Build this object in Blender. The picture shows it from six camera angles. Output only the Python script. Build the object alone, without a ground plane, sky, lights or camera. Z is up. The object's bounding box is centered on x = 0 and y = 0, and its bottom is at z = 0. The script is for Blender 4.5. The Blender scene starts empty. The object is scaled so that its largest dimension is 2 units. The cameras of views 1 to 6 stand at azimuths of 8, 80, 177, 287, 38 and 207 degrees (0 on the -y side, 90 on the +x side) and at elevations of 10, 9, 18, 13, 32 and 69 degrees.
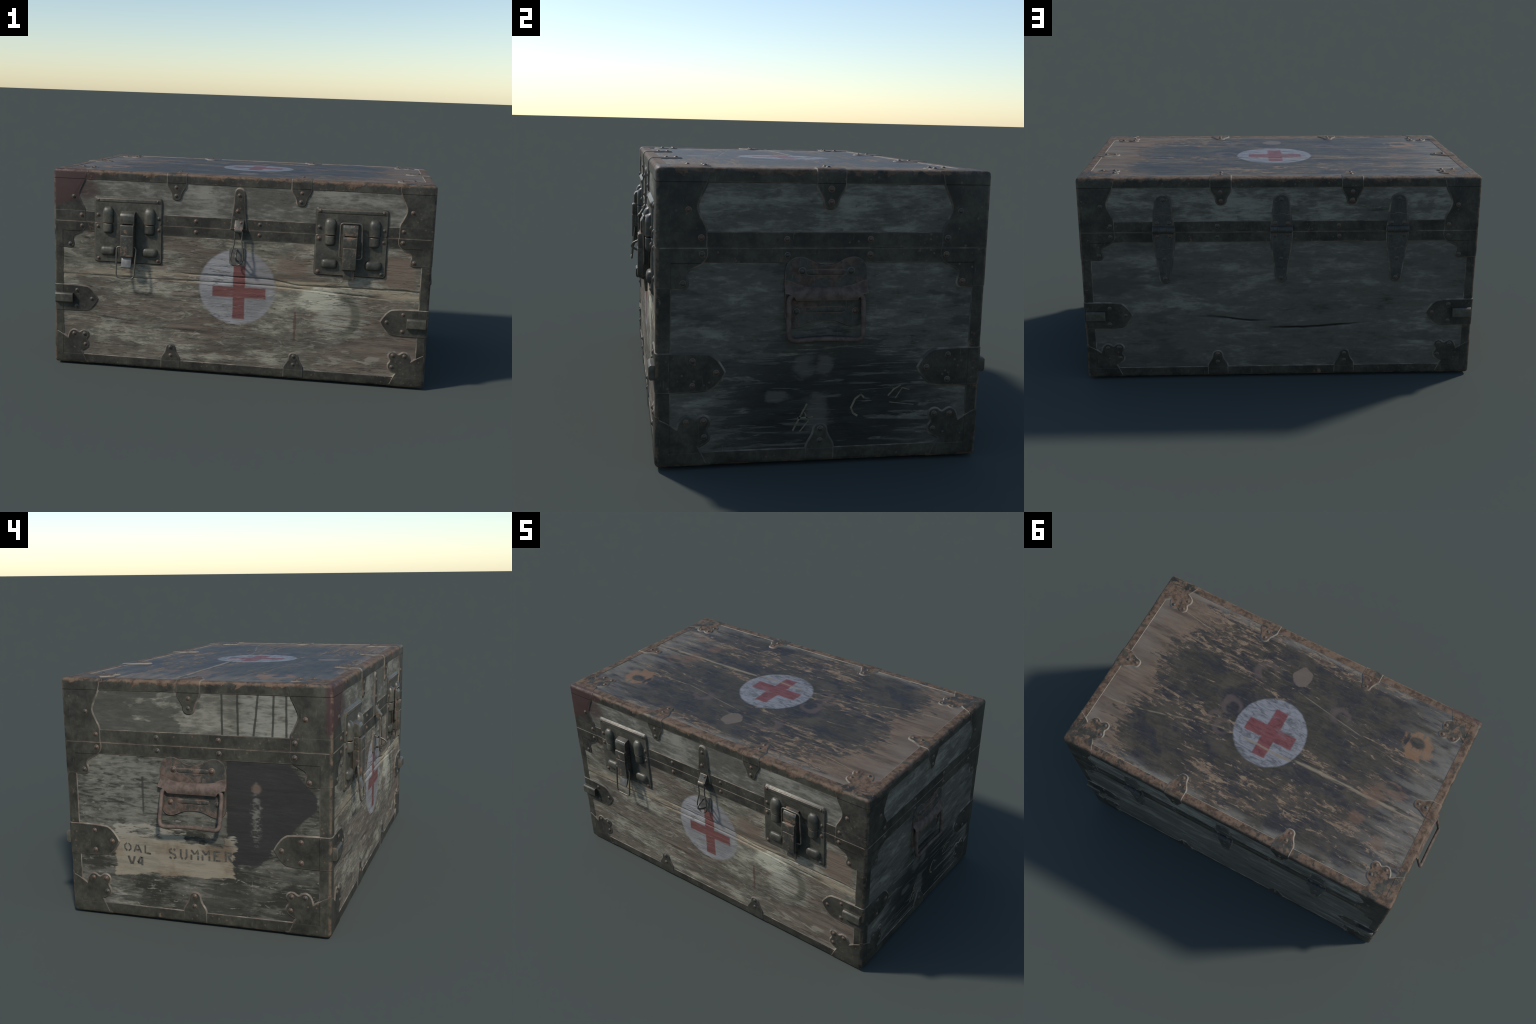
import bpy, bmesh, math
import numpy as np
from mathutils import Vector, Matrix

# ---------------------------------------------------------------- sizes (metres, frame of the chest)
OX, OY = 0.0150, 0.0197            # chest centre in the world
HX, HY, H = 0.9495, 0.5670, 1.0150  # half length, half depth, height
ZB = 0.0075                       # underside of the clad body (it stands on runners)
R = 0.015                         # radius of the metal-clad edges
SPLIT = 0.754                     # where the lid meets the body
SINK = 0.0025                     # wood lies this far under the metal
BAND_H, CLIP_H, BRACKET_H = 0.0, 0.0026, 0.0018   # outer heights of the metal layers
SKIRT = 0.0070                    # worn sloping rim of each plate

V = Vector
X, Y, Z = V((1, 0, 0)), V((0, 1, 0)), V((0, 0, 1))

# ---------------------------------------------------------------- node helper
def lin(c):
    return tuple(((v / 255) / 12.92 if v / 255 <= 0.04045 else ((v / 255 + 0.055) / 1.055) ** 2.4) for v in c)


class Graph:
    def __init__(self, name):
        self.mat = bpy.data.materials.new(name)
        self.mat.use_nodes = True
        self.nt = self.mat.node_tree
        self.nt.nodes.clear()
        self.out = self.nt.nodes.new("ShaderNodeOutputMaterial")
        self.bsdf = self.nt.nodes.new("ShaderNodeBsdfPrincipled")
        self.nt.links.new(self.bsdf.outputs[0], self.out.inputs[0])
        self.tc = self.nt.nodes.new("ShaderNodeTexCoord").outputs["Object"]
        s = self.nt.nodes.new("ShaderNodeSeparateXYZ")
        self.nt.links.new(self.tc, s.inputs[0])
        self.x, self.y, self.z = s.outputs

    def put(self, sock, v):
        if isinstance(v, bpy.types.NodeSocket):
            self.nt.links.new(v, sock)
        elif sock.type == "RGBA":
            sock.default_value = (*v[:3], 1)
        else:
            sock.default_value = v

    def m(self, op, a, b=0.0, c=None, clamp=False):
        n = self.nt.nodes.new("ShaderNodeMath")
        n.operation, n.use_clamp = op, clamp
        self.put(n.inputs[0], a)
        self.put(n.inputs[1], b)
        if c is not None:
            self.put(n.inputs[2], c)
        return n.outputs[0]

    def add(self, a, b): return self.m("ADD", a, b)
    def sub(self, a, b): return self.m("SUBTRACT", a, b)
    def mul(self, a, b): return self.m("MULTIPLY", a, b)
    def mn(self, a, b): return self.m("MINIMUM", a, b)
    def mx(self, a, b): return self.m("MAXIMUM", a, b)
    def ab(self, a): return self.m("ABSOLUTE", a)
    def inv(self, a): return self.m("SUBTRACT", 1.0, a)

    def ss(self, v, a, b, lo=0.0, hi=1.0):
        n = self.nt.nodes.new("ShaderNodeMapRange")
        n.interpolation_type = "SMOOTHSTEP"
        if a > b:
            a, b, lo, hi = b, a, hi, lo
        self.put(n.inputs["Value"], v)
        for k, t in (("From Min", a), ("From Max", b), ("To Min", lo), ("To Max", hi)):
            n.inputs[k].default_value = t
        return n.outputs[0]

    def vec(self, scale=(1, 1, 1), off=(0, 0, 0), rot=(0, 0, 0)):
        n = self.nt.nodes.new("ShaderNodeMapping")
        self.nt.links.new(self.tc, n.inputs["Vector"])
        n.inputs["Scale"].default_value, n.inputs["Location"].default_value, n.inputs["Rotation"].default_value = scale, off, rot
        return n.outputs[0]

    def noise(self, scale, detail=4, rough=0.55, dist=0.0, off=(0, 0, 0), rot=(0, 0, 0)):
        if not isinstance(scale, tuple):
            scale = (scale,) * 3
        n = self.nt.nodes.new("ShaderNodeTexNoise")
        self.nt.links.new(self.vec(scale, off, rot), n.inputs["Vector"])
        n.inputs["Scale"].default_value = 1
        n.inputs["Detail"].default_value = detail
        n.inputs["Roughness"].default_value = rough
        n.inputs["Distortion"].default_value = dist
        return n.outputs[0]

    def voronoi(self, scale, off=(0, 0, 0), feature="F1"):
        if not isinstance(scale, tuple):
            scale = (scale,) * 3
        n = self.nt.nodes.new("ShaderNodeTexVoronoi")
        n.feature = feature
        self.nt.links.new(self.vec(scale, off), n.inputs["Vector"])
        n.inputs["Scale"].default_value = 1
        return n.outputs["Distance"]

    def mix(self, a, b, f):
        n = self.nt.nodes.new("ShaderNodeMix")
        n.data_type = "RGBA"
        self.put(n.inputs[0], f)
        self.put(n.inputs[6], a)
        self.put(n.inputs[7], b)
        return n.outputs[2]

    def gain(self, col, f):
        n = self.nt.nodes.new("ShaderNodeMix")
        n.data_type, n.blend_type = "RGBA", "MULTIPLY"
        n.inputs[0].default_value = 1
        self.put(n.inputs[6], col)
        c = self.nt.nodes.new("ShaderNodeCombineColor")
        for i in range(3):
            self.put(c.inputs[i], f)
        self.nt.links.new(c.outputs[0], n.inputs[7])
        return n.outputs[2]

    def box(self, u, w, cu, cw, hu, hw, soft=0.01, warp=None):
        """soft rectangle mask, edges pushed about by warp"""
        d = self.mx(self.sub(self.ab(self.sub(u, cu)), hu), self.sub(self.ab(self.sub(w, cw)), hw))
        if warp is not None:
            d = self.add(d, warp)
        return self.ss(d, soft, -soft)

    def disc(self, u, w, cu, cw, ru, rw, soft=0.03, warp=None):
        a = self.m("DIVIDE", self.sub(u, cu), ru)
        b = self.m("DIVIDE", self.sub(w, cw), rw)
        d = self.m("SQRT", self.add(self.mul(a, a), self.mul(b, b)))
        if warp is not None:
            d = self.add(d, warp)
        return self.ss(d, 1 + soft, 1 - soft)

    def cross(self, u, w, cu, cw, lu, lw, tu, tw, soft=0.006, warp=None):
        """cross of half lengths lu, lw; half arm widths tu (upright) and tw (crossbar)"""
        return self.mx(self.box(u, w, cu, cw, tu, lw, soft, warp), self.box(u, w, cu, cw, lu, tw, soft, warp))

    def wobble(self, scale, amp, detail=4, off=(0, 0, 0)):
        return self.mul(self.sub(self.noise(scale, detail, 0.6, off=off), 0.5), amp * 2)

    def bevel_edge(self, radius, lo=0.985, hi=0.90):
        """1 on convex or concave edges narrower than the radius"""
        b = self.nt.nodes.new("ShaderNodeBevel")
        b.samples = 6
        b.inputs["Radius"].default_value = radius
        g = self.nt.nodes.new("ShaderNodeNewGeometry")
        d = self.nt.nodes.new("ShaderNodeVectorMath")
        d.operation = "DOT_PRODUCT"
        self.nt.links.new(b.outputs[0], d.inputs[0])
        self.nt.links.new(g.outputs["Normal"], d.inputs[1])
        return self.ss(d.outputs["Value"], lo, hi)

    def done(self, color, rough=0.6, metal=0.0, height=None, dist=0.002, strength=0.6, spec=0.5):
        self.put(self.bsdf.inputs["Base Color"], color)
        self.put(self.bsdf.inputs["Roughness"], rough)
        self.put(self.bsdf.inputs["Metallic"], metal)
        self.put(self.bsdf.inputs["Specular IOR Level"], spec)
        if height is not None:
            n = self.nt.nodes.new("ShaderNodeBump")
            n.inputs["Strength"].default_value = strength
            n.inputs["Distance"].default_value = dist
            self.nt.links.new(height, n.inputs["Height"])
            self.nt.links.new(n.outputs[0], self.bsdf.inputs["Normal"])
        return self.mat


# ---------------------------------------------------------------- materials
def metal_material(name, rust=0.5, base=((0.023, 0.0218, 0.017), (0.064, 0.0595, 0.0445)), rusty=((0.058, 0.036, 0.023), (0.150, 0.098, 0.064)),
                   top_rust=True, maroon=False, rough=0.55, scale=22, gloss=0.10, spec=0.3, worn=0.34, steps=False):
    g = Graph(name)
    tone = g.noise((9, 9, 9), 7, 0.66)
    col = g.mix(base[0], base[1], g.ss(tone, 0.3, 0.7))
    fine = g.noise(70, 3, 0.6)
    col = g.gain(col, g.ss(fine, 0.2, 0.8, 0.75, 1.25))
    scr = g.noise((160, 160, 18), 2, 0.5, off=(3, 1, 0))
    col = g.mix(col, (0.15, 0.138, 0.107), g.mul(g.ss(scr, 0.66, 0.78), 0.35))
    rust_noise = g.add(g.mul(g.noise(scale, 6, 0.62, 0.4), 0.65), g.mul(g.noise(5.0, 3, 0.5, off=(4, 2, 9)), 0.35))
    thr = 0.70 - 0.25 * rust
    if top_rust:
        upward = g.ss(g.z, H - 0.036, H + 0.002)
        rust_noise = g.add(rust_noise, g.mul(upward, 0.20))
    mask = g.ss(rust_noise, thr, thr + 0.05)
    rc = g.mix(rusty[0], rusty[1], g.ss(g.noise(34, 6, 0.66, off=(8, 8, 8)), 0.36, 0.62))
    if maroon:
        wob = g.wobble(30, 0.02)
        red = g.mul(g.ss(g.add(g.x, wob), -0.70, -0.74), g.ss(g.add(g.add(g.z, wob), g.mul(g.add(g.x, 0.94), -0.35)), 0.815, 0.845))
        red = g.mul(red, g.ss(g.y, -HY + 0.035, -HY + 0.012))
        col = g.mix(col, (0.052, 0.026, 0.024), g.mul(red, 0.9))
        mask = g.mul(mask, g.ss(red, 0, 1, 1.0, 0.35))
    col = g.mix(col, rc, g.mul(mask, 0.9))
    edge = g.mul(g.bevel_edge(0.006, 0.99, 0.93), g.ss(g.noise(30, 5, 0.65, off=(1, 7, 3)), worn, worn + 0.2))
    col = g.mix(col, g.mix((0.145, 0.088, 0.058), (0.20, 0.155, 0.115), g.noise(55, 3)), g.mul(edge, 0.8))
    if top_rust:
        # paint knocked off the arrises of the chest
        kx, ky = g.ss(g.ab(g.x), HX - 0.014, HX - 0.004), g.ss(g.ab(g.y), HY - 0.014, HY - 0.004)
        kz = g.mx(g.ss(g.z, H - 0.014, H - 0.004), g.ss(g.z, ZB + 0.014, ZB + 0.004))
        arris = g.mx(g.mx(g.mul(kx, ky), g.mul(kx, kz)), g.mul(ky, kz))
        arris = g.mul(arris, g.ss(g.noise(26, 6, 0.68, off=(2, 2, 7)), 0.42, 0.58))
        col = g.mix(col, g.mix((0.105, 0.062, 0.038), (0.20, 0.145, 0.100), g.noise(70, 4)), g.mul(arris, 0.8))
    pits = g.ss(g.voronoi(38, (3, 1, 2)), 0.20, 0.10)
    pits = g.mul(pits, g.ss(g.noise(6, 3, off=(7, 3, 3)), 0.48, 0.56))
    col = g.mix(col, rusty[1], g.mul(pits, 0.6))
    rgh = g.add(g.mul(mask, 0.28), g.ss(fine, 0.2, 0.8, rough - 0.08, rough + 0.08))
    hgt = g.add(g.add(g.mul(mask, 0.35), g.mul(tone, 0.8)), g.mul(fine, 0.25))
    if steps:
        # the bracket is pressed over the edge bands: their edges show through as low steps
        ax, ay = g.ab(g.x), g.ab(g.y)
        def rise(k):
            sx, sy = g.ss(ax, HX - 0.047 - k, HX - 0.047 + k), g.ss(ay, HY - 0.047 - k, HY - 0.047 + k)
            upright = g.mul(g.mn(sx, sy), g.ss(g.z, SPLIT, SPLIT - 0.004))
            bands = g.mx(g.ss(g.z, H - 0.046 - k, H - 0.046 + k), g.mul(g.ss(g.z, 0.808 + k, 0.808 - k), g.ss(g.z, 0.704 - k, 0.704 + k)))
            bands = g.mx(bands, g.ss(g.z, 0.056 + k, 0.056 - k))
            on_top = g.ss(g.z, H - 0.004, H - 0.002)
            side = g.mx(upright, bands)
            return g.add(g.mul(on_top, g.mx(sx, sy)), g.mul(g.inv(on_top), side))
        r = rise(0.0022)
        line = g.mul(g.mul(r, g.inv(r)), 4.0)
        col = g.mix(col, (0.024, 0.020, 0.015), g.mul(line, 0.55))
        hgt = g.add(hgt, g.mul(r, 0.9))
    return g.done(col, rgh, g.mul(g.inv(mask), gloss), hgt, 0.0022, 0.6, spec)


def rim_material():
    g = Graph("worn_rim")
    n = g.noise(18, 4, 0.6)
    col = g.mix((0.105, 0.080, 0.058), (0.205, 0.175, 0.132), g.ss(n, 0.40, 0.66))
    col = g.mix(col, (0.062, 0.058, 0.047), g.ss(g.noise(9, 3, 0.5, off=(5, 5, 5)), 0.48, 0.62))
    up = g.ss(g.z, H - 0.02, H - 0.006)
    col = g.mix(col, (0.195, 0.172, 0.135), g.mul(g.mul(up, g.ss(n, 0.3, 0.5)), 0.8))
    return g.done(col, 0.75, 0, n, 0.001, 0.4)


def rivet_material():
    g = Graph("rivet_metal")
    info = g.nt.nodes.new("ShaderNodeObjectInfo").outputs["Random"]
    n = g.noise(160, 4, 0.6)
    col = g.mix((0.055, 0.052, 0.042), (0.105, 0.068, 0.048), g.ss(g.add(g.mul(n, 0.5), g.mul(info, 0.5)), 0.35, 0.6))
    rad = g.m("SQRT", g.add(g.mul(g.x, g.x), g.mul(g.y, g.y)))
    col = g.mix(col, (0.165, 0.125, 0.088), g.mul(g.ss(rad, 0.0075, 0.0095), 0.7))
    return g.done(col, 0.5, 0.3, n, 0.0008, 0.4)


# painted wood.  u runs along the grain of a side, w up it
GREEN_DARK, GREEN, GREEN_PALE = (0.030, 0.0285, 0.022), (0.100, 0.094, 0.075), (0.235, 0.220, 0.178)
BROWN_DARK, BROWN, TAN = (0.055, 0.042, 0.034), (0.115, 0.087, 0.068), (0.26, 0.215, 0.160)


def wood_base(g, along, dark=0.0, contrast=1.0, speckle=1.0):
    """grey-olive paint, streaked along the grain"""
    s, f, q = ((3.2, 3.2, 17), (20, 20, 85), (13, 13, 30)) if along in "xy" else ((3.2, 17, 17), (20, 85, 85), (13, 30, 30))
    grain = g.noise(s, 7, 0.64, 0.5)
    fine = g.noise(f, 5, 0.62, 0.3, off=(2, 2, 2))
    mid = g.noise(q, 5, 0.62, 0.6, off=(8, 3, 5))
    cloud = g.noise(4.5, 4, 0.55, off=(6, 1, 3))
    t = g.add(g.add(g.mul(grain, 0.34), g.mul(fine, 0.20)), g.add(g.mul(cloud, 0.24), g.mul(mid, 0.22)))
    t = g.add(g.mul(g.sub(t, 0.5), contrast), 0.5 - dark)
    col = g.mix(GREEN_DARK, GREEN, g.ss(t, 0.38, 0.49))
    col = g.mix(col, GREEN_PALE, g.ss(t, 0.49, 0.62))
    small = g.noise((24, 24, 80) if along in "xy" else (24, 80, 80), 6, 0.68, 0.6, off=(5, 9, 1))
    col = g.mix(col, (0.27, 0.25, 0.20), g.mul(g.ss(small, 0.58, 0.66), 0.55 * speckle))
    col = g.mix(col, (0.034, 0.027, 0.020), g.mul(g.ss(small, 0.41, 0.34), 0.7 * speckle))
    return col, grain, fine, cloud


def flakes(g, col, grain, along, amount, colors=(BROWN_DARK, BROWN), off=(0, 0, 0), scale=1.0):
    """bare wood showing through chipped paint; returns colour and mask"""
    s = (7 * scale, 7 * scale, 30 * scale) if along in "xy" else (7 * scale, 30 * scale, 30 * scale)
    n = g.noise(s, 7, 0.66, 0.5, off=off)
    big = g.noise((1.6, 1.6, 4.5), 3, 0.5, off=(off[0] + 9, off[1] + 4, off[2] + 2))
    v = g.add(g.mul(n, 0.55), g.mul(big, 0.45))
    v = g.add(v, amount) if not isinstance(amount, float) else g.add(v, amount)
    mask = g.ss(v, 0.48, 0.56)
    wood = g.mix(colors[0], colors[1], g.ss(grain, 0.35, 0.62))
    return g.mix(col, wood, g.mul(mask, 0.80)), mask


def scratches(g, col, u, strength=0.5, off=0.0):
    a = g.noise((9, 9, 260), 2, 0.5, off=(off, 3, 1), rot=(0.25, 0.2, 0.1))
    b = g.noise((260, 260, 9), 2, 0.5, off=(off, 5, 2), rot=(0.2, -0.15, 0.1))
    s = g.mx(g.ss(a, 0.68, 0.76), g.ss(b, 0.68, 0.76))
    return g.mix(col, (0.26, 0.25, 0.205), g.mul(g.mul(s, g.ss(g.noise(9, 3, off=(3, 3, 3)), 0.5, 0.62)), strength))


def wood_front():
    g = Graph("weathered_front_wood")
    u, w = g.x, g.z
    col, grain, fine, cloud = wood_base(g, "x", -0.025, 1.15)
    col = g.gain(col, 1.36)
    earth = g.ss(g.add(g.noise((3, 3, 7), 5, 0.6, off=(2, 7, 7)), g.mul(g.ss(g.z, 0.45, 0.05), 0.10)), 0.50, 0.62)
    col = g.mix(col, (0.098, 0.078, 0.063), g.mul(earth, 0.68))
    low = g.ss(w, 0.52, 0.12)
    right = g.ss(u, 0.05, 0.7)
    amount = g.add(g.add(g.mul(low, 0.045), g.mul(right, 0.035)), -0.035)
    col, bare = flakes(g, col, grain, "x", amount, ((0.094, 0.074, 0.060), (0.180, 0.143, 0.114)))
    col2, chips = flakes(g, col, grain, "x", -0.055, ((0.100, 0.064, 0.047), (0.180, 0.124, 0.090)), (12, 3, 8), 1.6)
    col = g.mix(col, col2, 0.8)
    # pale torn strip along the long crack
    path = g.add(0.493, g.add(g.mul(g.sub(g.noise((1.6, 0, 0), 3, 0.6), 0.5), 0.05), g.mul(g.ss(u, 0.2, 0.95), -0.025)))
    band = g.m("DIVIDE", g.ab(g.sub(w, path)), 0.032)
    strip = g.mul(g.ss(g.add(band, g.wobble((3, 3, 60), 0.5)), 1.1, 0.5), g.ss(g.noise((4, 4, 40), 4, off=(3, 0, 0)), 0.36, 0.55))
    col = g.mix(col, (0.30, 0.248, 0.178), g.mul(strip, g.ss(u, -0.9, 0.4, 0.55, 0.95)))
    # knots and pale lumps low down
    lumps = g.ss(g.noise((9, 9, 26), 5, 0.6, 0.8, off=(7, 2, 5)), 0.56, 0.66)
    col = g.mix(col, (0.300, 0.285, 0.230), g.mul(lumps, 0.5))
    # bare panel beside the latch
    wob = g.wobble((14, 14, 30), 0.02)
    patch = g.box(u, w, 0.80, 0.58, 0.075, 0.075, 0.012, wob)
    patch = g.mx(patch, g.box(u, w, 0.28, 0.585, 0.075, 0.04, 0.02, g.wobble((10, 10, 30), 0.04, off=(1, 1, 1))))
    col = g.mix(col, g.mix((0.136, 0.101, 0.077), (0.206, 0.158, 0.122), grain), g.mul(patch, 0.85))
    # white blot and olive smear
    wb = g.wobble((8, 8, 22), 0.9, 5)
    blot = g.disc(u, w, 0.425, 0.415, 0.115, 0.055, 0.2, wb)
    col = g.mix(col, (0.46, 0.44, 0.355), g.mul(blot, 0.85))
    smear = g.mul(g.disc(u, w, 0.53, 0.34, 0.115, 0.115, 0.25, wb), g.ss(g.noise((6, 6, 50), 5, off=(2, 9, 1)), 0.42, 0.58))
    col = g.mix(col, (0.310, 0.305, 0.255), g.mul(smear, 0.7))
    arc = g.mul(g.disc(u, w, 0.535, 0.345, 0.085, 0.105, 0.12), g.inv(g.disc(u, w, 0.49, 0.35, 0.085, 0.095, 0.12)))
    col = g.mix(col, (0.097, 0.098, 0.072), g.mul(arc, 0.8))
    col = g.mix(col, (0.081, 0.031, 0.029), g.mul(g.box(u, w, 0.297, 0.28, 0.006, 0.075, 0.003, g.wobble(40, 0.008)), 0.6))
    # white disc and red cross
    worn = g.ss(g.add(g.mul(grain, 0.5), g.mul(g.noise((14, 14, 60), 5, 0.65, off=(5, 5, 5)), 0.5)), 0.66, 0.52)
    disc = g.disc(u, w, 0.0, 0.462, 0.193, 0.190, 0.035, g.wobble(20, 0.03))
    col = g.mix(col, g.mix((0.215, 0.210, 0.220), (0.330, 0.328, 0.345), g.ss(cloud, 0.35, 0.65)), g.mul(disc, g.ss(worn, 0, 1, 0.30, 0.82)))
    cr = g.cross(u, w, 0.010, 0.436, 0.135, 0.136, 0.030, 0.027, 0.004, g.wobble(35, 0.004))
    col = g.mix(col, g.mix((0.120, 0.040, 0.036), (0.190, 0.066, 0.060), grain), g.mul(cr, g.ss(worn, 0, 1, 0.35, 0.92)))
    warm = g.nt.nodes.new("ShaderNodeMix")
    warm.data_type, warm.blend_type = "RGBA", "MULTIPLY"
    warm.inputs[0].default_value = 1
    g.put(warm.inputs[6], col)
    g.put(warm.inputs[7], (1.0, 0.975, 0.92))
    col = warm.outputs[2]
    # thin splits
    cracks = g.ss(g.ab(g.sub(g.noise((2.5, 2.5, 36), 5, 0.6, off=(1, 4, 6)), 0.5)), 0.012, 0.0)
    col = g.mix(col, (0.038, 0.031, 0.025), g.mul(cracks, g.ss(cloud, 0.45, 0.6, 0.0, 0.7)))
    red = g.mul(g.ss(u, -0.70, -0.735), g.ss(w, 0.70, 0.72))
    hgt = g.add(g.add(g.mul(grain, 1.2), g.mul(fine, 0.5)), g.add(g.mul(bare, -0.35), g.add(g.mul(lumps, 0.5), g.mul(cracks, -0.8))))
    return g.done(col, g.ss(bare, 0, 1, 0.62, 0.78), 0, hgt, 0.003, 0.7, 0.22)


def wood_lid_side():
    """the four low walls of the lid"""
    g = Graph("lid_side_wood")
    u = g.x
    col, grain, fine, cloud = wood_base(g, "x", -0.03, 0.9, 0.6)
    col = scratches(g, col, u, 0.5)
    chips = g.ss(g.noise((22, 22, 60), 5, 0.65, off=(3, 8, 1)), 0.66, 0.70)
    col = g.mix(col, BROWN_DARK, g.mul(chips, 0.5))
    # red paint carried over from the corner
    left = g.ss(g.y, -0.50, -0.54)
    red = g.mul(g.mul(g.disc(g.x, g.z, -0.775, 0.915, 0.055, 0.05, 0.45, g.wobble(18, 0.45)), left), 0.6)
    col = g.mix(col, (0.051, 0.022, 0.022), red)
    # dark wash and pencilled strokes on the end wall
    end = g.ss(g.x, -0.90, -0.93)
    v = g.noise((5, 5, 16), 5, 0.6, off=(2, 2, 7))
    wash = g.mul(end, g.ss(g.add(v, g.mul(g.y, 0.42)), 0.50, 0.56))
    col = g.mix(col, (0.048, 0.048, 0.038), g.mul(wash, 0.75))
    pale = g.mul(end, g.ss(g.add(g.y, g.wobble(20, 0.03)), -0.17, -0.24))
    col = g.mix(col, (0.224, 0.218, 0.180), g.mul(pale, g.mul(g.ss(fine, 0.3, 0.6), 0.75)))
    wob = g.wobble((20, 20, 14), 0.004)
    for yy, lean in ((-0.126, 0.0), (-0.191, 0.0), (-0.264, -0.12), (-0.334, -0.04), (-0.386, 0.0)):
        d = g.ab(g.add(g.sub(g.y, g.add(yy, g.mul(g.sub(g.z, 0.885), lean))), wob))
        col = g.mix(col, (0.029, 0.029, 0.023), g.mul(g.mul(g.ss(d, 0.0058, 0.0030), end), 0.85))
    hgt = g.add(g.mul(grain, 0.9), g.mul(fine, 0.45))
    return g.done(col, 0.66, 0, hgt, 0.003, 0.7, 0.22)


def wood_back():
    g = Graph("back_wood")
    col, grain, fine, cloud = wood_base(g, "x", 0.0, 0.7, 0.3)
    col = scratches(g, col, g.x, 0.25)
    low = g.ss(g.add(g.noise((3, 3, 9), 4, off=(5, 2, 2)), g.mul(g.ss(g.z, 0.30, 0.05), 0.10)), 0.58, 0.66)
    col = g.mix(col, (0.062, 0.062, 0.050), g.mul(low, 0.7))
    bare = g.ss(g.noise((4, 4, 60), 5, 0.6, off=(8, 3, 4)), 0.68, 0.73)
    col = g.mix(col, BROWN, g.mul(bare, 0.6))
    u, w = g.x, g.z
    wav = g.wobble((7, 7, 7), 0.006)
    c1 = g.ab(g.add(g.sub(w, g.ss(u, 0.12, 0.35, 0.301, 0.325)), wav))
    c2 = g.ab(g.add(g.sub(w, g.ss(u, -0.5, -0.05, 0.284, 0.262)), wav))
    c1 = g.mul(g.ss(c1, 0.0055, 0.0015), g.mul(g.ss(u, 0.04, 0.14), g.ss(u, 0.42, 0.24)))
    c2 = g.mul(g.ss(c2, 0.0065, 0.0015), g.mul(g.ss(u, 0.10, -0.06), g.ss(u, -0.47, -0.28)))
    split = g.mx(c1, c2)
    col = g.mix(col, (0.018, 0.014, 0.010), g.mul(split, 0.9))
    hgt = g.add(g.add(g.mul(grain, 0.9), g.mul(fine, 0.4)), g.mul(split, -1.5))
    return g.done(col, 0.68, 0, hgt, 0.003, 0.7, 0.22)


def wood_right():
    """the end in shade: green-grey above, a tarry wash scraped through below"""
    g = Graph("tarred_end_wood")
    u, w = g.y, g.z
    col, grain, fine, cloud = wood_base(g, "y", 0.0, 0.85, 0.45)
    col = scratches(g, col, u, 0.35, 4.0)
    n = g.noise((4, 4, 40), 6, 0.66, 0.6, off=(4, 6, 3))
    region = g.disc(u, w, 0.04, 0.20, 0.42, 0.27, 0.55)
    tar = g.mul(g.ss(g.add(n, g.mul(region, 0.26)), 0.62, 0.67), region)
    col = g.mix(col, (0.015, 0.016, 0.015), g.mul(tar, 0.88))
    worn = g.wobble((14, 14, 34), 1.3, 7)
    for cu, cw, ru, rw in ((-0.07, 0.345, 0.035, 0.045), (0.010, 0.350, 0.026, 0.042), (-0.015, 0.185, 0.045, 0.06), (-0.16, 0.245, 0.04, 0.02)):
        col = g.mix(col, (0.116, 0.105, 0.088), g.mul(g.disc(u, w, cu, cw, ru, rw, 0.35, worn), 0.65))
    streak = g.mul(g.ss(g.noise((5, 5, 90), 4, 0.55, off=(9, 9, 2)), 0.60, 0.66), region)
    col = g.mix(col, (0.129, 0.119, 0.099), g.mul(streak, 0.6))
    dark = g.ss(g.noise((5, 5, 18), 5, off=(1, 8, 4)), 0.56, 0.64)
    col = g.mix(col, (0.037, 0.039, 0.034), g.mul(dark, 0.6))
    hgt = g.add(g.add(g.mul(grain, 0.8), g.mul(fine, 0.4)), g.mul(tar, 0.3))
    return g.done(col, g.ss(tar, 0, 1, 0.68, 0.5), 0, hgt, 0.003, 0.7, 0.22)


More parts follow.
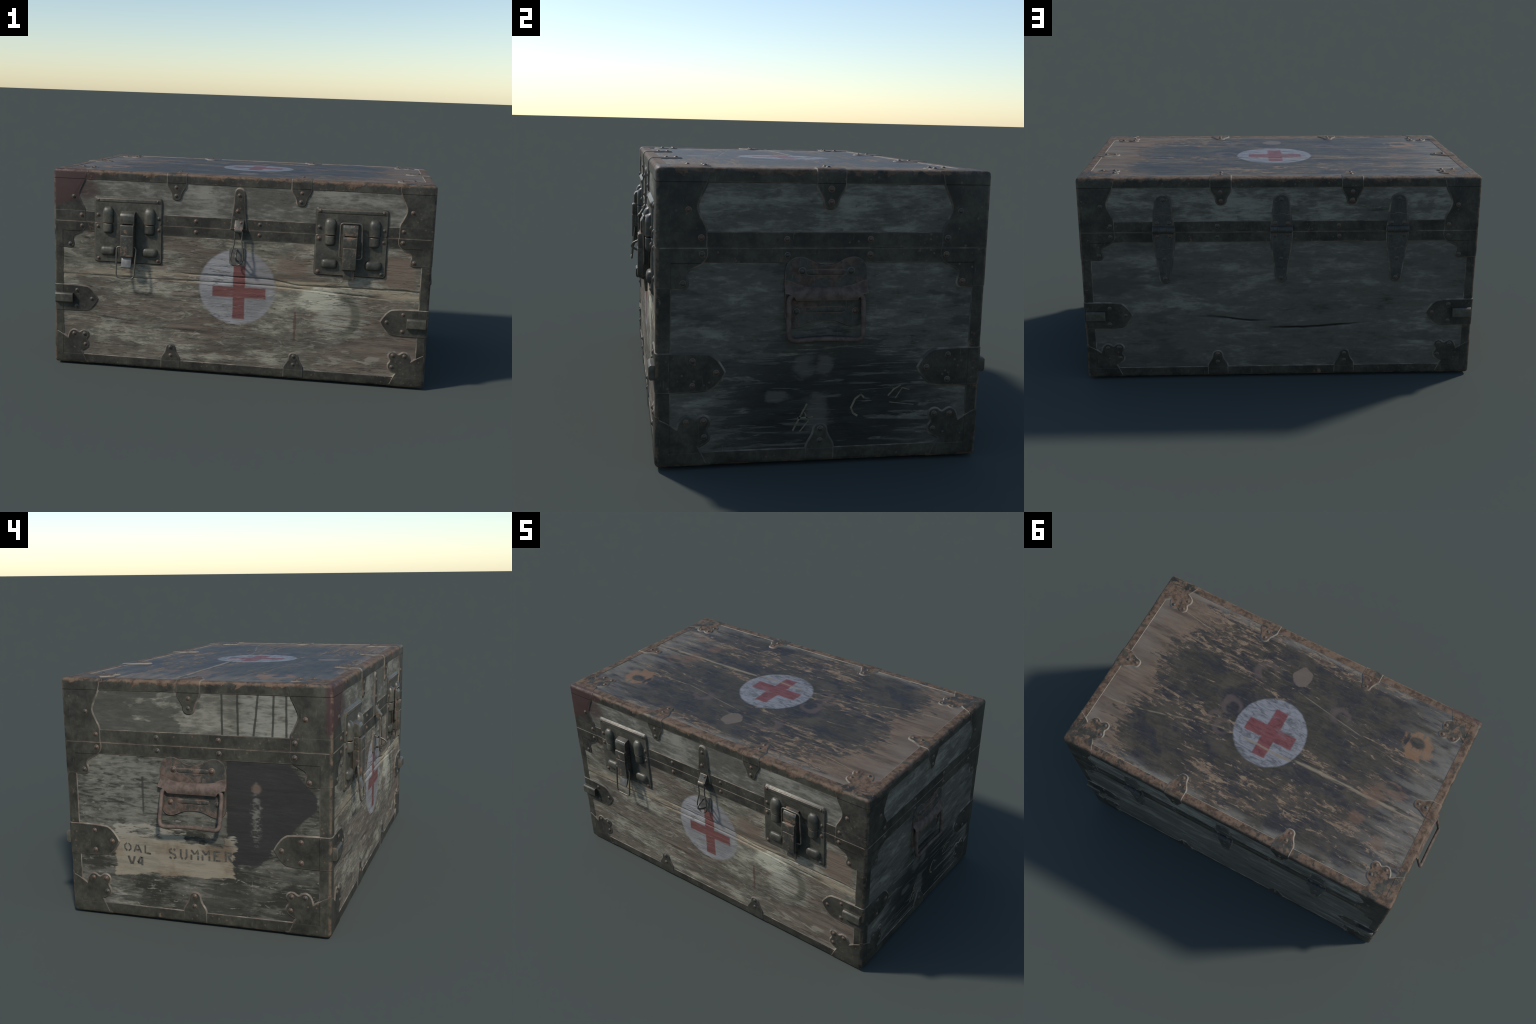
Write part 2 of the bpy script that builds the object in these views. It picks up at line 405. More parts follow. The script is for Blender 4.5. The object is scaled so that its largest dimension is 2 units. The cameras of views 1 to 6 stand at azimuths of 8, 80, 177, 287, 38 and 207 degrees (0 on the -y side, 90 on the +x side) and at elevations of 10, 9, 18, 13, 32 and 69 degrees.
def wood_left():
    g = Graph("labelled_end_wood")
    u, w = g.y, g.z
    col, grain, fine, cloud = wood_base(g, "y", 0.055, 1.2)
    col = scratches(g, col, u, 0.4, 7.0)
    # pale upper left, dark wash lower down
    pale = g.mul(g.disc(u, w, 0.25, 0.57, 0.32, 0.17, 0.6, g.wobble(5, 0.3)), g.ss(fine, 0.3, 0.65))
    col = g.mix(col, (0.199, 0.193, 0.160), g.mul(pale, 0.55))
    wash = g.ss(g.noise((4, 4, 30), 6, 0.65, 0.5, off=(3, 3, 9)), 0.50, 0.56)
    col = g.mix(col, (0.041, 0.039, 0.031), g.mul(g.mul(wash, g.ss(w, 0.30, 0.20)), 0.75))
    # square of black paint beside the handle
    edge = g.wobble((16, 16, 16), 0.010)
    d = g.mx(g.sub(g.ab(g.sub(u, -0.325)), 0.185), g.sub(g.ab(g.sub(w, 0.50)), 0.235))
    d = g.mx(d, g.mul(g.sub(g.sub(g.mul(u, -0.72), g.mul(w, 0.70)), -0.005), 0.9))       # cut lower corner
    d = g.mx(d, g.mul(g.sub(g.add(g.mul(u, -0.75), g.mul(w, 0.66)), 0.762), 0.9))        # cut upper corner
    rag = g.mul(g.ss(w, 0.42, 0.36), g.wobble((8, 8, 70), 0.05, 5))
    black = g.ss(g.add(g.add(d, edge), rag), 0.004, -0.004)
    white = g.mul(g.disc(u, w, -0.262, 0.475, 0.018, 0.085, 0.5, g.wobble((30, 30, 60), 1.8, 6)), g.mul(g.ss(g.noise((40, 40, 90), 5, 0.65), 0.40, 0.58), 0.7))
    bk = g.mix(g.mix((0.024, 0.022, 0.021), (0.036, 0.034, 0.032), cloud), (0.168, 0.164, 0.136), white)
    bk = g.mix(bk, (0.140, 0.105, 0.077), g.mul(g.disc(u, w, -0.265, 0.60, 0.018, 0.020, 0.4, g.wobble(60, 0.5)), 0.8))
    col = g.mix(col, bk, g.mul(black, 0.95))
    # torn paper label
    torn = g.add(g.wobble((10, 10, 34), 0.045, 8, (2, 5, 5)), g.wobble((5, 5, 5), 0.035, 3, (1, 1, 5)))
    pd = g.mx(g.sub(g.ab(g.sub(u, 0.090)), 0.262), g.sub(g.ab(g.sub(w, g.add(0.282, g.mul(u, -0.04)))), 0.072))
    up = g.mul(g.add(g.sub(w, 0.425), g.mul(g.ab(g.sub(u, 0.22)), 0.12)), 0.9)
    pd2 = g.mx(g.mx(g.sub(g.ab(g.sub(u, 0.20)), 0.155), up), g.sub(0.30, w))
    pd3 = g.mx(g.sub(g.ab(g.sub(u, -0.14)), 0.035), g.sub(g.ab(g.sub(w, 0.35)), 0.055))
    pd = g.mn(g.mn(pd, pd2), pd3)
    paper = g.ss(g.add(pd, torn), 0.006, -0.006)
    scuff = g.ss(g.noise((10, 10, 60), 6, 0.66, off=(6, 6, 1)), 0.42, 0.50)
    upper = g.ss(w, 0.33, 0.38)
    paper = g.mul(paper, g.m("SUBTRACT", 1.0, g.mul(g.inv(scuff), g.add(g.mul(upper, 0.75), 0.22)), clamp=True))
    stain = g.ss(g.noise(7, 5, 0.6, off=(4, 4, 4)), 0.45, 0.62)
    pc = g.mix((0.241, 0.206, 0.150), (0.175, 0.133, 0.087), stain)
    pc = g.mix(pc, (0.259, 0.241, 0.193), g.mul(upper, 0.8))
    pc = g.mix(pc, (0.119, 0.081, 0.052), g.mul(g.disc(u, w, -0.105, 0.345, 0.055, 0.055, 0.5, g.wobble(20, 0.4)), 0.8))
    col = g.mix(col, pc, g.mul(paper, 0.92))
    # drawn frame behind the handle
    wob = g.wobble(30, 0.003)
    line = g.mx(g.box(u, w, 0.222, 0.545, 0.0045, 0.075, 0.003, wob), g.box(u, w, 0.165, 0.466, 0.060, 0.0035, 0.003, wob))
    line = g.mx(line, g.box(u, w, 0.345, 0.505, 0.035, 0.004, 0.004, wob))
    col = g.mix(col, (0.032, 0.032, 0.026), g.mul(line, 0.8))
    hgt = g.add(g.add(g.mul(grain, 0.8), g.mul(fine, 0.4)), g.add(g.mul(paper, 0.25), g.mul(black, 0.2)))
    return g.done(col, g.ss(black, 0, 1, 0.68, 0.5), 0, hgt, 0.003, 0.7, 0.22)


def wood_top():
    g = Graph("peeling_lid_wood")
    u, w = g.x, g.y
    grain = g.noise((3, 26, 26), 7, 0.64, 0.5)
    fine = g.noise((22, 110, 110), 5, 0.62)
    cloud = g.noise((3.2, 3.8, 3), 4, 0.55, off=(5, 1, 1))
    blue = g.ss(g.noise((6, 9, 3), 6, 0.64, 0.4, off=(1, 9, 2)), 0.46, 0.58)
    col = g.mix((0.036, 0.032, 0.024), (0.021, 0.021, 0.0225), blue)
    col = g.gain(col, g.ss(fine, 0.25, 0.75, 0.7, 1.4))
    haze = g.ss(g.noise((7, 10, 5), 6, 0.66, 0.5, off=(8, 2, 3)), 0.46, 0.66)
    col = g.mix(col, (0.085, 0.070, 0.048), g.mul(haze, 0.45))
    # paint rubbed away: right end mostly bare, streaks along the seams and the long edges
    n = g.noise((8, 46, 30), 8, 0.70, 0.6, off=(2, 2, 2))
    flake = g.noise((20, 44, 10), 7, 0.70, 0.9, off=(7, 3, 1))
    big = g.noise((1.8, 4.2, 2), 4, 0.55, 0.4, off=(3, 6, 2))
    right = g.ss(g.add(u, g.wobble((2.5, 7, 5), 0.18, 3)), 0.56, 0.86)
    edge_x = g.ss(g.ab(u), 0.62, 0.90)
    edge_y = g.ss(g.ab(w), 0.36, 0.53)
    front_right = g.mul(g.ss(u, -0.1, 0.6), g.ss(w, -0.22, -0.50))
    amt = g.add(g.add(g.mul(right, 0.17), g.mul(g.mul(edge_x, g.inv(right)), 0.03)), g.add(g.mul(edge_y, 0.02), g.mul(front_right, 0.07)))
    v = g.add(g.add(g.mul(n, 0.45), g.mul(big, 0.33)), g.mul(flake, 0.22))
    bare = g.ss(g.add(v, amt), 0.548, 0.570)
    wood = g.mix((0.070, 0.049, 0.035), (0.158, 0.112, 0.077), g.ss(grain, 0.35, 0.65))
    wood = g.mix(wood, (0.205, 0.148, 0.095), g.mul(g.ss(flake, 0.48, 0.62), g.inv(right)))
    wood = g.mix(wood, (0.108, 0.083, 0.062), g.mul(g.mul(right, g.ss(cloud, 0.4, 0.6)), 0.8))
    col = g.mix(col, wood, g.mul(bare, 0.88))
    rub = g.ss(g.add(v, amt), 0.50, 0.56)
    col = g.mix(col, (0.075, 0.060, 0.047), g.mul(g.mul(rub, g.inv(bare)), 0.45))
    # dust gathered along the metal frame
    border = g.mx(g.ss(g.ab(u), 0.70, 0.905), g.ss(g.ab(w), 0.46, 0.522))
    dust = g.mul(border, g.ss(g.noise((5, 14, 5), 6, 0.62, off=(1, 1, 8)), 0.36, 0.62))
    leftdust = g.mul(g.ss(u, -0.50, -0.85), g.ss(g.noise((4, 26, 8), 6, 0.62, off=(3, 1, 8)), 0.40, 0.6))
    dust = g.mul(g.mx(dust, g.mul(leftdust, 0.75)), g.ss(right, 0, 1, 1.0, 0.45))
    col = g.mix(col, (0.190, 0.178, 0.150), g.mul(dust, 0.70))
    # long pale seam and scratches
    seam = g.ss(g.ab(g.add(g.sub(w, 0.100), g.wobble((9, 9, 4), 0.008))), 0.014, 0.003)
    seam = g.mul(seam, g.mul(g.ss(u, -0.16, -0.20), g.ss(g.noise((9, 60, 9), 4, off=(4, 0, 0)), 0.32, 0.5)))
    seam2 = g.ss(g.ab(g.add(g.sub(w, g.add(0.105, g.mul(g.ss(u, 0.1, 0.9), 0.15))), g.wobble((4, 4, 4), 0.004))), 0.006, 0.002)
    seam2 = g.mul(seam2, g.mul(g.ss(u, 0.12, 0.2), g.ss(g.noise((7, 40, 9), 4, off=(4, 3, 0)), 0.40, 0.52)))
    seam3 = g.mul(g.ss(g.ab(g.add(g.add(w, 0.26), g.add(g.mul(u, 0.18), g.wobble((4, 4, 4), 0.004)))), 0.004, 0.0015), g.ss(g.noise((5, 20, 9), 4, off=(9, 3, 0)), 0.46, 0.56))
    col = g.mix(col, (0.232, 0.191, 0.131), g.mul(g.mx(g.mx(seam, g.mul(seam2, g.ss(u, 0.18, 0.24, 0.0, 0.6))), g.mul(seam3, 0.6)), 0.75))
    sc = g.mx(g.ss(g.noise((300, 7, 7), 2, rot=(0, 0, 0.6)), 0.70, 0.76), g.ss(g.noise((8, 300, 7), 2, rot=(0, 0, 0.25), off=(2, 2, 2)), 0.70, 0.76))
    col = g.mix(col, (0.195, 0.169, 0.124), g.mul(sc, 0.4))
    # stains: a pale seal, an orange ring, faint ghosts of old stickers
    col = g.mix(col, g.mix((0.150, 0.120, 0.094), (0.105, 0.080, 0.062), g.noise(25, 5)), g.mul(g.disc(u, w, 0.010, -0.342, 0.052, 0.056, 0.08, g.wobble(20, 0.5, 6)), 0.8))
    ring = g.mul(g.disc(u, w, -0.708, -0.275, 0.080, 0.080, 0.12, g.wobble((11, 24, 9), 0.8, 7)), g.inv(g.disc(u, w, -0.695, -0.290, 0.045, 0.030, 0.2, g.wobble(16, 0.3))))
    ring = g.mul(ring, g.ss(g.noise((40, 12, 9), 4, off=(2, 7, 1)), 0.34, 0.5))
    col = g.mix(col, (0.195, 0.109, 0.058), g.mul(ring, 0.75))
    for cu, cw, rr in ((-0.62, 0.07, 0.05), (-0.73, 0.02, 0.035), (-0.74, 0.30, 0.032), (-0.59, 0.22, 0.030)):
        col = g.mix(col, (0.169, 0.094, 0.056), g.mul(g.disc(u, w, cu, cw, rr * 1.3, rr, 0.3, g.wobble((12, 30, 9), 1.9, 7)), 0.42))
    for cu, cw, rr in ((0.265, -0.02, 0.055), (0.20, -0.29, 0.06), (0.255, 0.105, 0.049), (0.315, 0.075, 0.038), (-0.27, -0.24, 0.05)):
        gh = g.mul(g.disc(u, w, cu, cw, rr, rr, 0.18, g.wobble(11, 0.8, 5)), g.inv(g.disc(u, w, cu - 0.012, cw + 0.008, rr * 0.62, rr * 0.62, 0.25, g.wobble(14, 0.4))))
        col = g.mix(col, (0.094, 0.069, 0.060), g.mul(gh, 0.6))
    # white disc and red cross
    worn = g.ss(g.add(g.mul(grain, 0.45), g.mul(g.noise((12, 26, 9), 6, 0.66, off=(5, 5, 5)), 0.55)), 0.68, 0.50)
    disc = g.disc(u, w, 0.011, 0.022, 0.192, 0.196, 0.03, g.wobble(14, 0.03))
    ringy = g.ss(g.noise((14, 40, 9), 7, 0.68, 1.2, off=(0, 7, 7)), 0.32, 0.60)
    col = g.mix(col, g.mix((0.075, 0.078, 0.083), (0.195, 0.200, 0.213), ringy), g.mul(disc, g.ss(worn, 0, 1, 0.45, 0.92)))
    cr = g.cross(u, w, 0.008, 0.026, 0.137, 0.140, 0.036, 0.037, 0.005, g.wobble(30, 0.006))
    col = g.mix(col, g.mix((0.085, 0.024, 0.025), (0.140, 0.042, 0.041), ringy), g.mul(cr, g.ss(worn, 0, 1, 0.5, 0.95)))
    gash = g.mul(g.ss(g.ab(g.add(g.sub(w, 0.115), g.wobble((14, 14, 14), 0.014))), 0.009, 0.003), g.mul(disc, g.ss(g.noise(12, 3, off=(6, 2, 2)), 0.42, 0.52)))
    col = g.mix(col, (0.188, 0.154, 0.109), g.mul(gash, 0.8))
    hgt = g.add(g.add(g.mul(grain, 0.6), g.mul(fine, 0.35)), g.add(g.mul(bare, -0.35), g.mul(seam, 0.4)))
    return g.done(col, g.ss(g.mx(bare, dust), 0, 1, 0.55, 0.72), 0, hgt, 0.0028, 0.6, 0.3)


def plain(name, color, rough, metal=0.0, spread=0.35, scale=60):
    g = Graph(name)
    n = g.noise(scale, 4, 0.6)
    col = g.gain(color, g.ss(n, 0.25, 0.75, 1 - spread, 1 + spread))
    return g.done(col, rough, metal, n, 0.001, 0.4)


M_BAND = metal_material("rusty_edge_metal", 0.42, maroon=True)
M_BRACKET = metal_material("painted_bracket_metal", 0.26, maroon=True, steps=True)
M_LATCH = metal_material("latch_metal", 0.12, base=((0.042, 0.0395, 0.031), (0.102, 0.094, 0.071)), top_rust=False, rough=0.45, gloss=0.2, spec=0.45, worn=0.25)
M_LEVER = metal_material("worn_latch_lever_metal", 0.66, base=((0.055, 0.053, 0.044), (0.10, 0.094, 0.074)), rusty=((0.100, 0.058, 0.035), (0.195, 0.125, 0.080)), top_rust=False, rough=0.42, gloss=0.3, scale=34, spec=0.45, worn=0.25)
M_HANDLE = metal_material("handle_metal", 0.75, base=((0.040, 0.039, 0.033), (0.075, 0.072, 0.058)), rusty=((0.066, 0.044, 0.034), (0.130, 0.090, 0.068)), top_rust=False)
M_RING = metal_material("browned_ring_metal", 1.6, rusty=((0.080, 0.054, 0.042), (0.140, 0.100, 0.078)), top_rust=False, rough=0.42, gloss=0.3)
M_HINGE = metal_material("hinge_metal", 0.35, base=((0.040, 0.041, 0.036), (0.072, 0.071, 0.060)), top_rust=False)
M_RIM = rim_material()
M_RIVET = rivet_material()
M_WIRE = plain("wire_steel", (0.115, 0.103, 0.080), 0.4, 0.4)
M_TONGUE = plain("bare_steel", (0.135, 0.128, 0.115), 0.45, 0.3, 0.3)
M_UNDER = plain("bottom_board", (0.05, 0.045, 0.038), 0.8)
M_INK = plain("stencil_ink", (0.060, 0.055, 0.044), 0.8, 0, 0.5, 90)
M_CHALK = plain("scraped_wood", (0.145, 0.125, 0.080), 0.8, 0, 0.5, 60)

# ---------------------------------------------------------------- object helper
ROOT = bpy.data.objects.new("medical_chest", None)
bpy.context.collection.objects.link(ROOT)
ROOT.location = (OX, OY, 0)
ROOT.empty_display_size = 0.2
ROOT["label"] = "weathered wooden field medical chest with metal fittings and red crosses"
ROOT["category"] = "storage chest"


def make(name, bm, parent, mats, smooth=35, recalc=True):
    if recalc:
        bmesh.ops.recalc_face_normals(bm, faces=bm.faces)
    me = bpy.data.meshes.new(name)
    bm.to_mesh(me)
    bm.free()
    return place(name, me, parent, mats, smooth)


def place(name, me, parent, mats, smooth=35):
    for m in mats if isinstance(mats, (list, tuple)) else [mats]:
        if m is not None:
            me.materials.append(m)
    if smooth:
        me.shade_smooth()
        me.set_sharp_from_angle(angle=math.radians(smooth))
    ob = bpy.data.objects.new(name, me)
    bpy.context.collection.objects.link(ob)
    ob.parent = parent
    return ob


# ---------------------------------------------------------------- outlines
def chaikin(pts, times=2):
    """round an outline; a point with a third entry stays sharp"""
    for _ in range(times):
        out = []
        n = len(pts)
        for i in range(n):
            p, q = pts[i], pts[(i + 1) % n]
            if len(p) > 2:
                out.append(p)
            if len(p) > 2 and len(q) > 2:
                continue
            a = p if len(p) > 2 else (p[0] * 0.75 + q[0] * 0.25, p[1] * 0.75 + q[1] * 0.25)
            b = q if len(q) > 2 else (p[0] * 0.25 + q[0] * 0.75, p[1] * 0.25 + q[1] * 0.75)
            if len(p) == 2:
                out.append(a)
            if len(q) == 2:
                out.append(b)
        pts = out
    return pts


def area(p):
    return 0.5 * sum(p[i][0] * p[(i + 1) % len(p)][1] - p[(i + 1) % len(p)][0] * p[i][1] for i in range(len(p)))


def ccw(pts):
    pts = [(p[0], p[1]) for p in pts]
    return pts if area(pts) > 0 else pts[::-1]


def grow(pts, d):
    """offset a counter-clockwise outline outward by d"""
    out, n = [], len(pts)
    for i in range(n):
        a, b, c = V(pts[i - 1]), V(pts[i]), V(pts[(i + 1) % n])
        e1, e2 = (b - a).normalized(), (c - b).normalized()
        n1, n2 = V((e1.y, -e1.x)), V((e2.y, -e2.x))
        k = n1 + n2
        if k.length < 1e-6:
            k = n1
        k.normalize()
        s = d / max(0.5, k.dot(n1))
        out.append((b.x + k.x * s, b.y + k.y * s))
    return out


def plate_bm(outline, top, bottom, skirt, cuts=(), lip=None):
    """flat plate in (s, t, h): top outline, sloping skirt (material 1) down to bottom; cut along s = cuts"""
    o = ccw(outline)
    big = grow(o, skirt) if skirt else o
    bm = bmesh.new()
    a = [bm.verts.new((p[0], p[1], top)) for p in o]
    b = [bm.verts.new((p[0], p[1], bottom)) for p in big]
    bm.faces.new(a)
    n = len(o)
    for i in range(n):
        f = bm.faces.new((b[i], b[(i + 1) % n], a[(i + 1) % n], a[i]))
        f.material_index = 1
    bm.normal_update()
    for c in cuts:
        bmesh.ops.bisect_plane(bm, geom=bm.verts[:] + bm.edges[:] + bm.faces[:], plane_co=(c, 0, 0), plane_no=(1, 0, 0), dist=1e-6)
    bm.normal_update()
    bmesh.ops.triangulate(bm, faces=[f for f in bm.faces if len(f.verts) > 4], ngon_method="EAR_CLIP")
    return bm


def flat_map(bm, o, u, w, n):
    for v in bm.verts:
        s, t, h = v.co
        v.co = o + u * s + w * t + n * h
    if u.cross(w).dot(n) < 0:
        bmesh.ops.reverse_faces(bm, faces=bm.faces[:])
    return bm


def wrap_map(bm, edge_point, e, na, nb, r=R):
    """s < 0 lies on the face with normal na, s > 0 on the one with nb; |s| is the distance from the sharp edge"""
    for v in bm.verts:
        s, t, h = v.co
        if s <= -r:
            p = nb * s + na * h
        elif s >= r:
            p = -na * s + nb * h
        else:
            th = math.pi / 4 * (1 + s / r)
            nn = na * math.cos(th) + nb * math.sin(th)
            p = -(na + nb) * r + nn * (r + h)
        v.co = edge_point + e * t + p
    if nb.cross(e).dot(na) < 0:
        bmesh.ops.reverse_faces(bm, faces=bm.faces[:])
    return bm


ARC = tuple(R * k / 3 for k in range(-3, 4))


def wrapped(name, outline, edge_point, e, na, nb, parent, mats, top=CLIP_H, skirt=SKIRT):
    bm = plate_bm(outline, top, -0.0038, skirt, ARC)
    return make(name, wrap_map(bm, edge_point, e, na, nb), parent, mats, recalc=False)


def flat(name, outline, o, u, w, n, parent, mats, top=CLIP_H, bottom=-0.0038, skirt=SKIRT):
    return make(name, flat_map(plate_bm(outline, top, bottom, skirt), o, u, w, n), parent, mats, recalc=False)


def rect(a, b, c, d):
    return [(a, c), (b, c), (b, d), (a, d)]


def rounded_rect(a, b, c, d, r, k=4):
    pts = []
    for cx, cy, a0 in ((b - r, d - r, 0), (a + r, d - r, 90), (a + r, c + r, 180), (b - r, c + r, 270)):
        for i in range(k + 1):
            t = math.radians(a0 + 90 * i / k)
            pts.append((cx + r * math.cos(t), cy + r * math.sin(t)))
    return pts


def tube(name, path, r, parent, mat, closed=False, sides=10, flatten=None):
    """round bar along a path"""
    pts = [V(p) for p in path]
    n = len(pts)
    bm = bmesh.new()
    rings = []
    normal = None
    for i in range(n):
        a = pts[i - 1] if (i > 0 or closed) else pts[i]
        b = pts[(i + 1) % n] if (i < n - 1 or closed) else pts[i]
        t = (b - a).normalized()
        if normal is None:
            normal = t.orthogonal().normalized()
        normal = (normal - t * normal.dot(t)).normalized()
        bi = t.cross(normal)
        rings.append([bm.verts.new(pts[i] + (normal * math.cos(2 * math.pi * k / sides) + bi * math.sin(2 * math.pi * k / sides)) * r) for k in range(sides)])
    for i in range(n if closed else n - 1):
        p, q = rings[i], rings[(i + 1) % n]
        # match the start of a closed ring
        shift = 0
        if closed and i == n - 1:
            shift = min(range(sides), key=lambda s: (q[s].co - p[0].co).length)
        for k in range(sides):
            bm.faces.new((p[k], p[(k + 1) % sides], q[(k + 1 + shift) % sides], q[(k + shift) % sides]))
    if not closed:
        bm.faces.new(rings[0][::-1])
        bm.faces.new(rings[-1])
    return make(name, bm, parent, mat, 60)


def fillet(corners, r, k=5, closed=True):
    """round the corners of a polyline"""
    pts = [V(c) for c in corners]
    n = len(pts)
    out = []
    for i in range(n):
        if not closed and i in (0, n - 1):
            out.append(pts[i])
            continue
        a, b, c = pts[i - 1], pts[i], pts[(i + 1) % n]
        d1, d2 = (a - b), (c - b)
        rr = min(r, d1.length * 0.48, d2.length * 0.48)
        p, q = b + d1.normalized() * rr, b + d2.normalized() * rr
        for j in range(k + 1):
            t = j / k
            out.append(p * (1 - t) ** 2 + b * 2 * t * (1 - t) + q * t * t)
    return out


def hump_bm(bm, o, u, w, n, length, width, height, ra, rb, segs=14, sides=10, power=2.4):
    """pressed boss: half-round bar along w with rounded ends"""
    rows = []
    for i in range(segs + 1):
        t = 0.5 - 0.5 * math.cos(math.pi * i / segs)
        p = t * length
        f = 1.0
        if p < ra:
            f = math.sqrt(max(0.0, 1 - ((ra - p) / ra) ** 2))
        elif p > length - rb:
            f = math.sqrt(max(0.0, 1 - ((p - length + rb) / rb) ** 2))
        f = max(f, 0.02)
        row = []
        for k in range(sides + 1):
            a = math.pi * k / sides
            cx, sy = math.cos(a), math.sin(a)
            xx = math.copysign(abs(cx) ** (2 / power), cx) * width / 2 * (0.35 + 0.65 * f if f < 1 else 1)
            yy = abs(sy) ** (2 / power) * height * f
            row.append(bm.verts.new(o + u * xx + w * p + n * (yy - 0.002)))
        rows.append(row)
    for i in range(segs):
        for k in range(sides):
            bm.faces.new((rows[i][k], rows[i][k + 1], rows[i + 1][k + 1], rows[i + 1][k]))
    bm.faces.new(rows[0][::-1])
    bm.faces.new(rows[-1])


def block_bm(bm, o, u, w, n, profile, half, chamfer=0.0025):
    """bar: profile in (w, n), extruded along u from -half to half, edges chamfered"""
    prof = ccw(profile)
    part = bmesh.new()
    a = [part.verts.new((-half, p[0], p[1])) for p in prof]
    b = [part.verts.new((half, p[0], p[1])) for p in prof]
    part.faces.new(a)
    part.faces.new(b[::-1])
    k = len(prof)
    for i in range(k):
        part.faces.new((a[i], b[i], b[(i + 1) % k], a[(i + 1) % k]))
    bmesh.ops.recalc_face_normals(part, faces=part.faces)
    if chamfer:
        bmesh.ops.bevel(part, geom=part.edges[:], offset=chamfer, segments=2, profile=0.6, affect="EDGES", clamp_overlap=True)
    for v in part.verts:
        s, p, q = v.co
        v.co = o + u * s + w * p + n * q
    me = bpy.data.meshes.new("tmp")
    part.to_mesh(me)
    part.free()
    bm.from_mesh(me)
    bpy.data.meshes.remove(me)


# ---------------------------------------------------------------- wood panels
def lattice(ix, iy, seed):
    h = (ix.astype(np.int64) * 374761393 + iy.astype(np.int64) * 668265263 + seed * 974634777) & 0x7FFFFFFF
    h = ((h ^ (h >> 13)) * 1274126177) & 0x7FFFFFFF
    return ((h ^ (h >> 16)) & 0xFFFF) / 65535.0


def vnoise(x, y, seed):
    ix, iy = np.floor(x), np.floor(y)
    fx, fy = x - ix, y - iy
    fx, fy = fx * fx * (3 - 2 * fx), fy * fy * (3 - 2 * fy)
    a, b = lattice(ix, iy, seed), lattice(ix + 1, iy, seed)
    c, d = lattice(ix, iy + 1, seed), lattice(ix + 1, iy + 1, seed)
    return (a * (1 - fx) + b * fx) * (1 - fy) + (c * (1 - fx) + d * fx) * fy - 0.5


def fbm(x, y, seed, octaves=4, rough=0.55):
    t, amp = 0, 1
    for k in range(octaves):
        t = t + amp * vnoise(x * 2 ** k, y * 2 ** k, seed + 17 * k)
        amp *= rough
    return t


def gauss(v, s):
    return np.exp(-(v / s) ** 2)


def ramp(v, a, b):
    t = np.clip((v - a) / (b - a), 0, 1)
    return t * t * (3 - 2 * t)


def relief_plain(seed, amp=0.0010):
    return lambda u, w: amp * (fbm(u * 3, w * 34, seed) + 0.6 * fbm(u * 2, w * 3, seed + 5, 2))


def relief_front(u, w):
    d = 0.0012 * fbm(u * 3.2, w * 36, 3) + 0.0009 * fbm(u * 9, w * 22, 9) + 0.0012 * fbm(u * 1.5, w * 4, 4, 2)
    # the long split: torn ledge above, crack below, both wandering
    z1 = 0.512 + 0.018 * vnoise(u * 3.1, u * 0 + 2.5, 31) + 0.006 * vnoise(u * 17, u * 0 + 1.5, 33) - 0.02 * ramp(u, 0.15, 0.35)
    z2 = 0.478 + 0.010 * vnoise(u * 2.3, u * 0 + 7.5, 35) + 0.004 * vnoise(u * 13, u * 0 + 1.5, 36) - 0.03 * ramp(u, 0.1, 0.9)
    on1 = ramp(u, -0.35, -0.2)
    d -= 0.0070 * gauss(w - z1, 0.0032) * on1
    d -= 0.0022 * ramp(z1 - w, 0.0, 0.003) * ramp(w - z2, 0.0, 0.010) * on1
    d -= 0.0060 * gauss(w - z2, 0.003) * ramp(u, -0.9, -0.6) * (0.4 + 0.6 * ramp(vnoise(u * 5, u * 0 + 3.3, 41), -0.15, 0.1))
    d += 0.0012 * gauss(w - z2 - 0.012, 0.006)
    # an arched grain ridge and bruised lumps low on the left
    arch = 0.235 - 0.09 * (u + 0.33) ** 2 * 4
    d += 0.0022 * gauss(w - arch, 0.010) * ramp(u, -0.62, -0.5) * ramp(-u, 0.02, 0.1)
    d -= 0.0024 * gauss(w - arch + 0.016, 0.006) * ramp(u, -0.5, -0.4) * ramp(-u, 0.12, 0.2)
    lump = np.maximum(fbm(u * 16, w * 34, 51, 3) - 0.12, 0) * gauss(u + 0.30, 0.22) * gauss(w - 0.31, 0.06)
    d += 0.006 * lump
    return d


def relief_back(u, w):
    d = 0.0010 * fbm(u * 3, w * 30, 61) + 0.0008 * fbm(u * 2, w * 4, 62, 2)
    a = 0.325 - 0.024 * ramp(-u, -0.35, -0.12)
    d -= 0.0060 * gauss(w - a, 0.0045) * ramp(u, 0.02, 0.16) * ramp(-u, -0.46, -0.22)
    b = 0.262 + 0.022 * ramp(-u, 0.05, 0.5)
    d -= 0.0065 * gauss(w - b, 0.0050) * ramp(-u, -0.12, 0.08) * ramp(u, -0.5, -0.25)
    return d


def relief_top(u, w):
    d = 0.0009 * fbm(u * 2.5, w * 34, 71) + 0.0008 * fbm(u * 2, w * 3, 72, 2)
    d += 0.0012 * gauss(w - 0.100, 0.007) * ramp(-u, 0.12, 0.22)
    d -= 0.0014 * gauss(w - 0.085, 0.004)
    d -= 0.0012 * gauss(w + 0.26 + 0.18 * u, 0.003) * ramp(fbm(u * 3, w * 0, 77, 2), -0.1, 0.1)
    return d


def relief_lid_back(u, w):
    return relief_plain(81)(u, w) - 0.004 * gauss(w - 0.842, 0.004) * ramp(u, 0.30, 0.34) * ramp(-u, -0.40, -0.36)


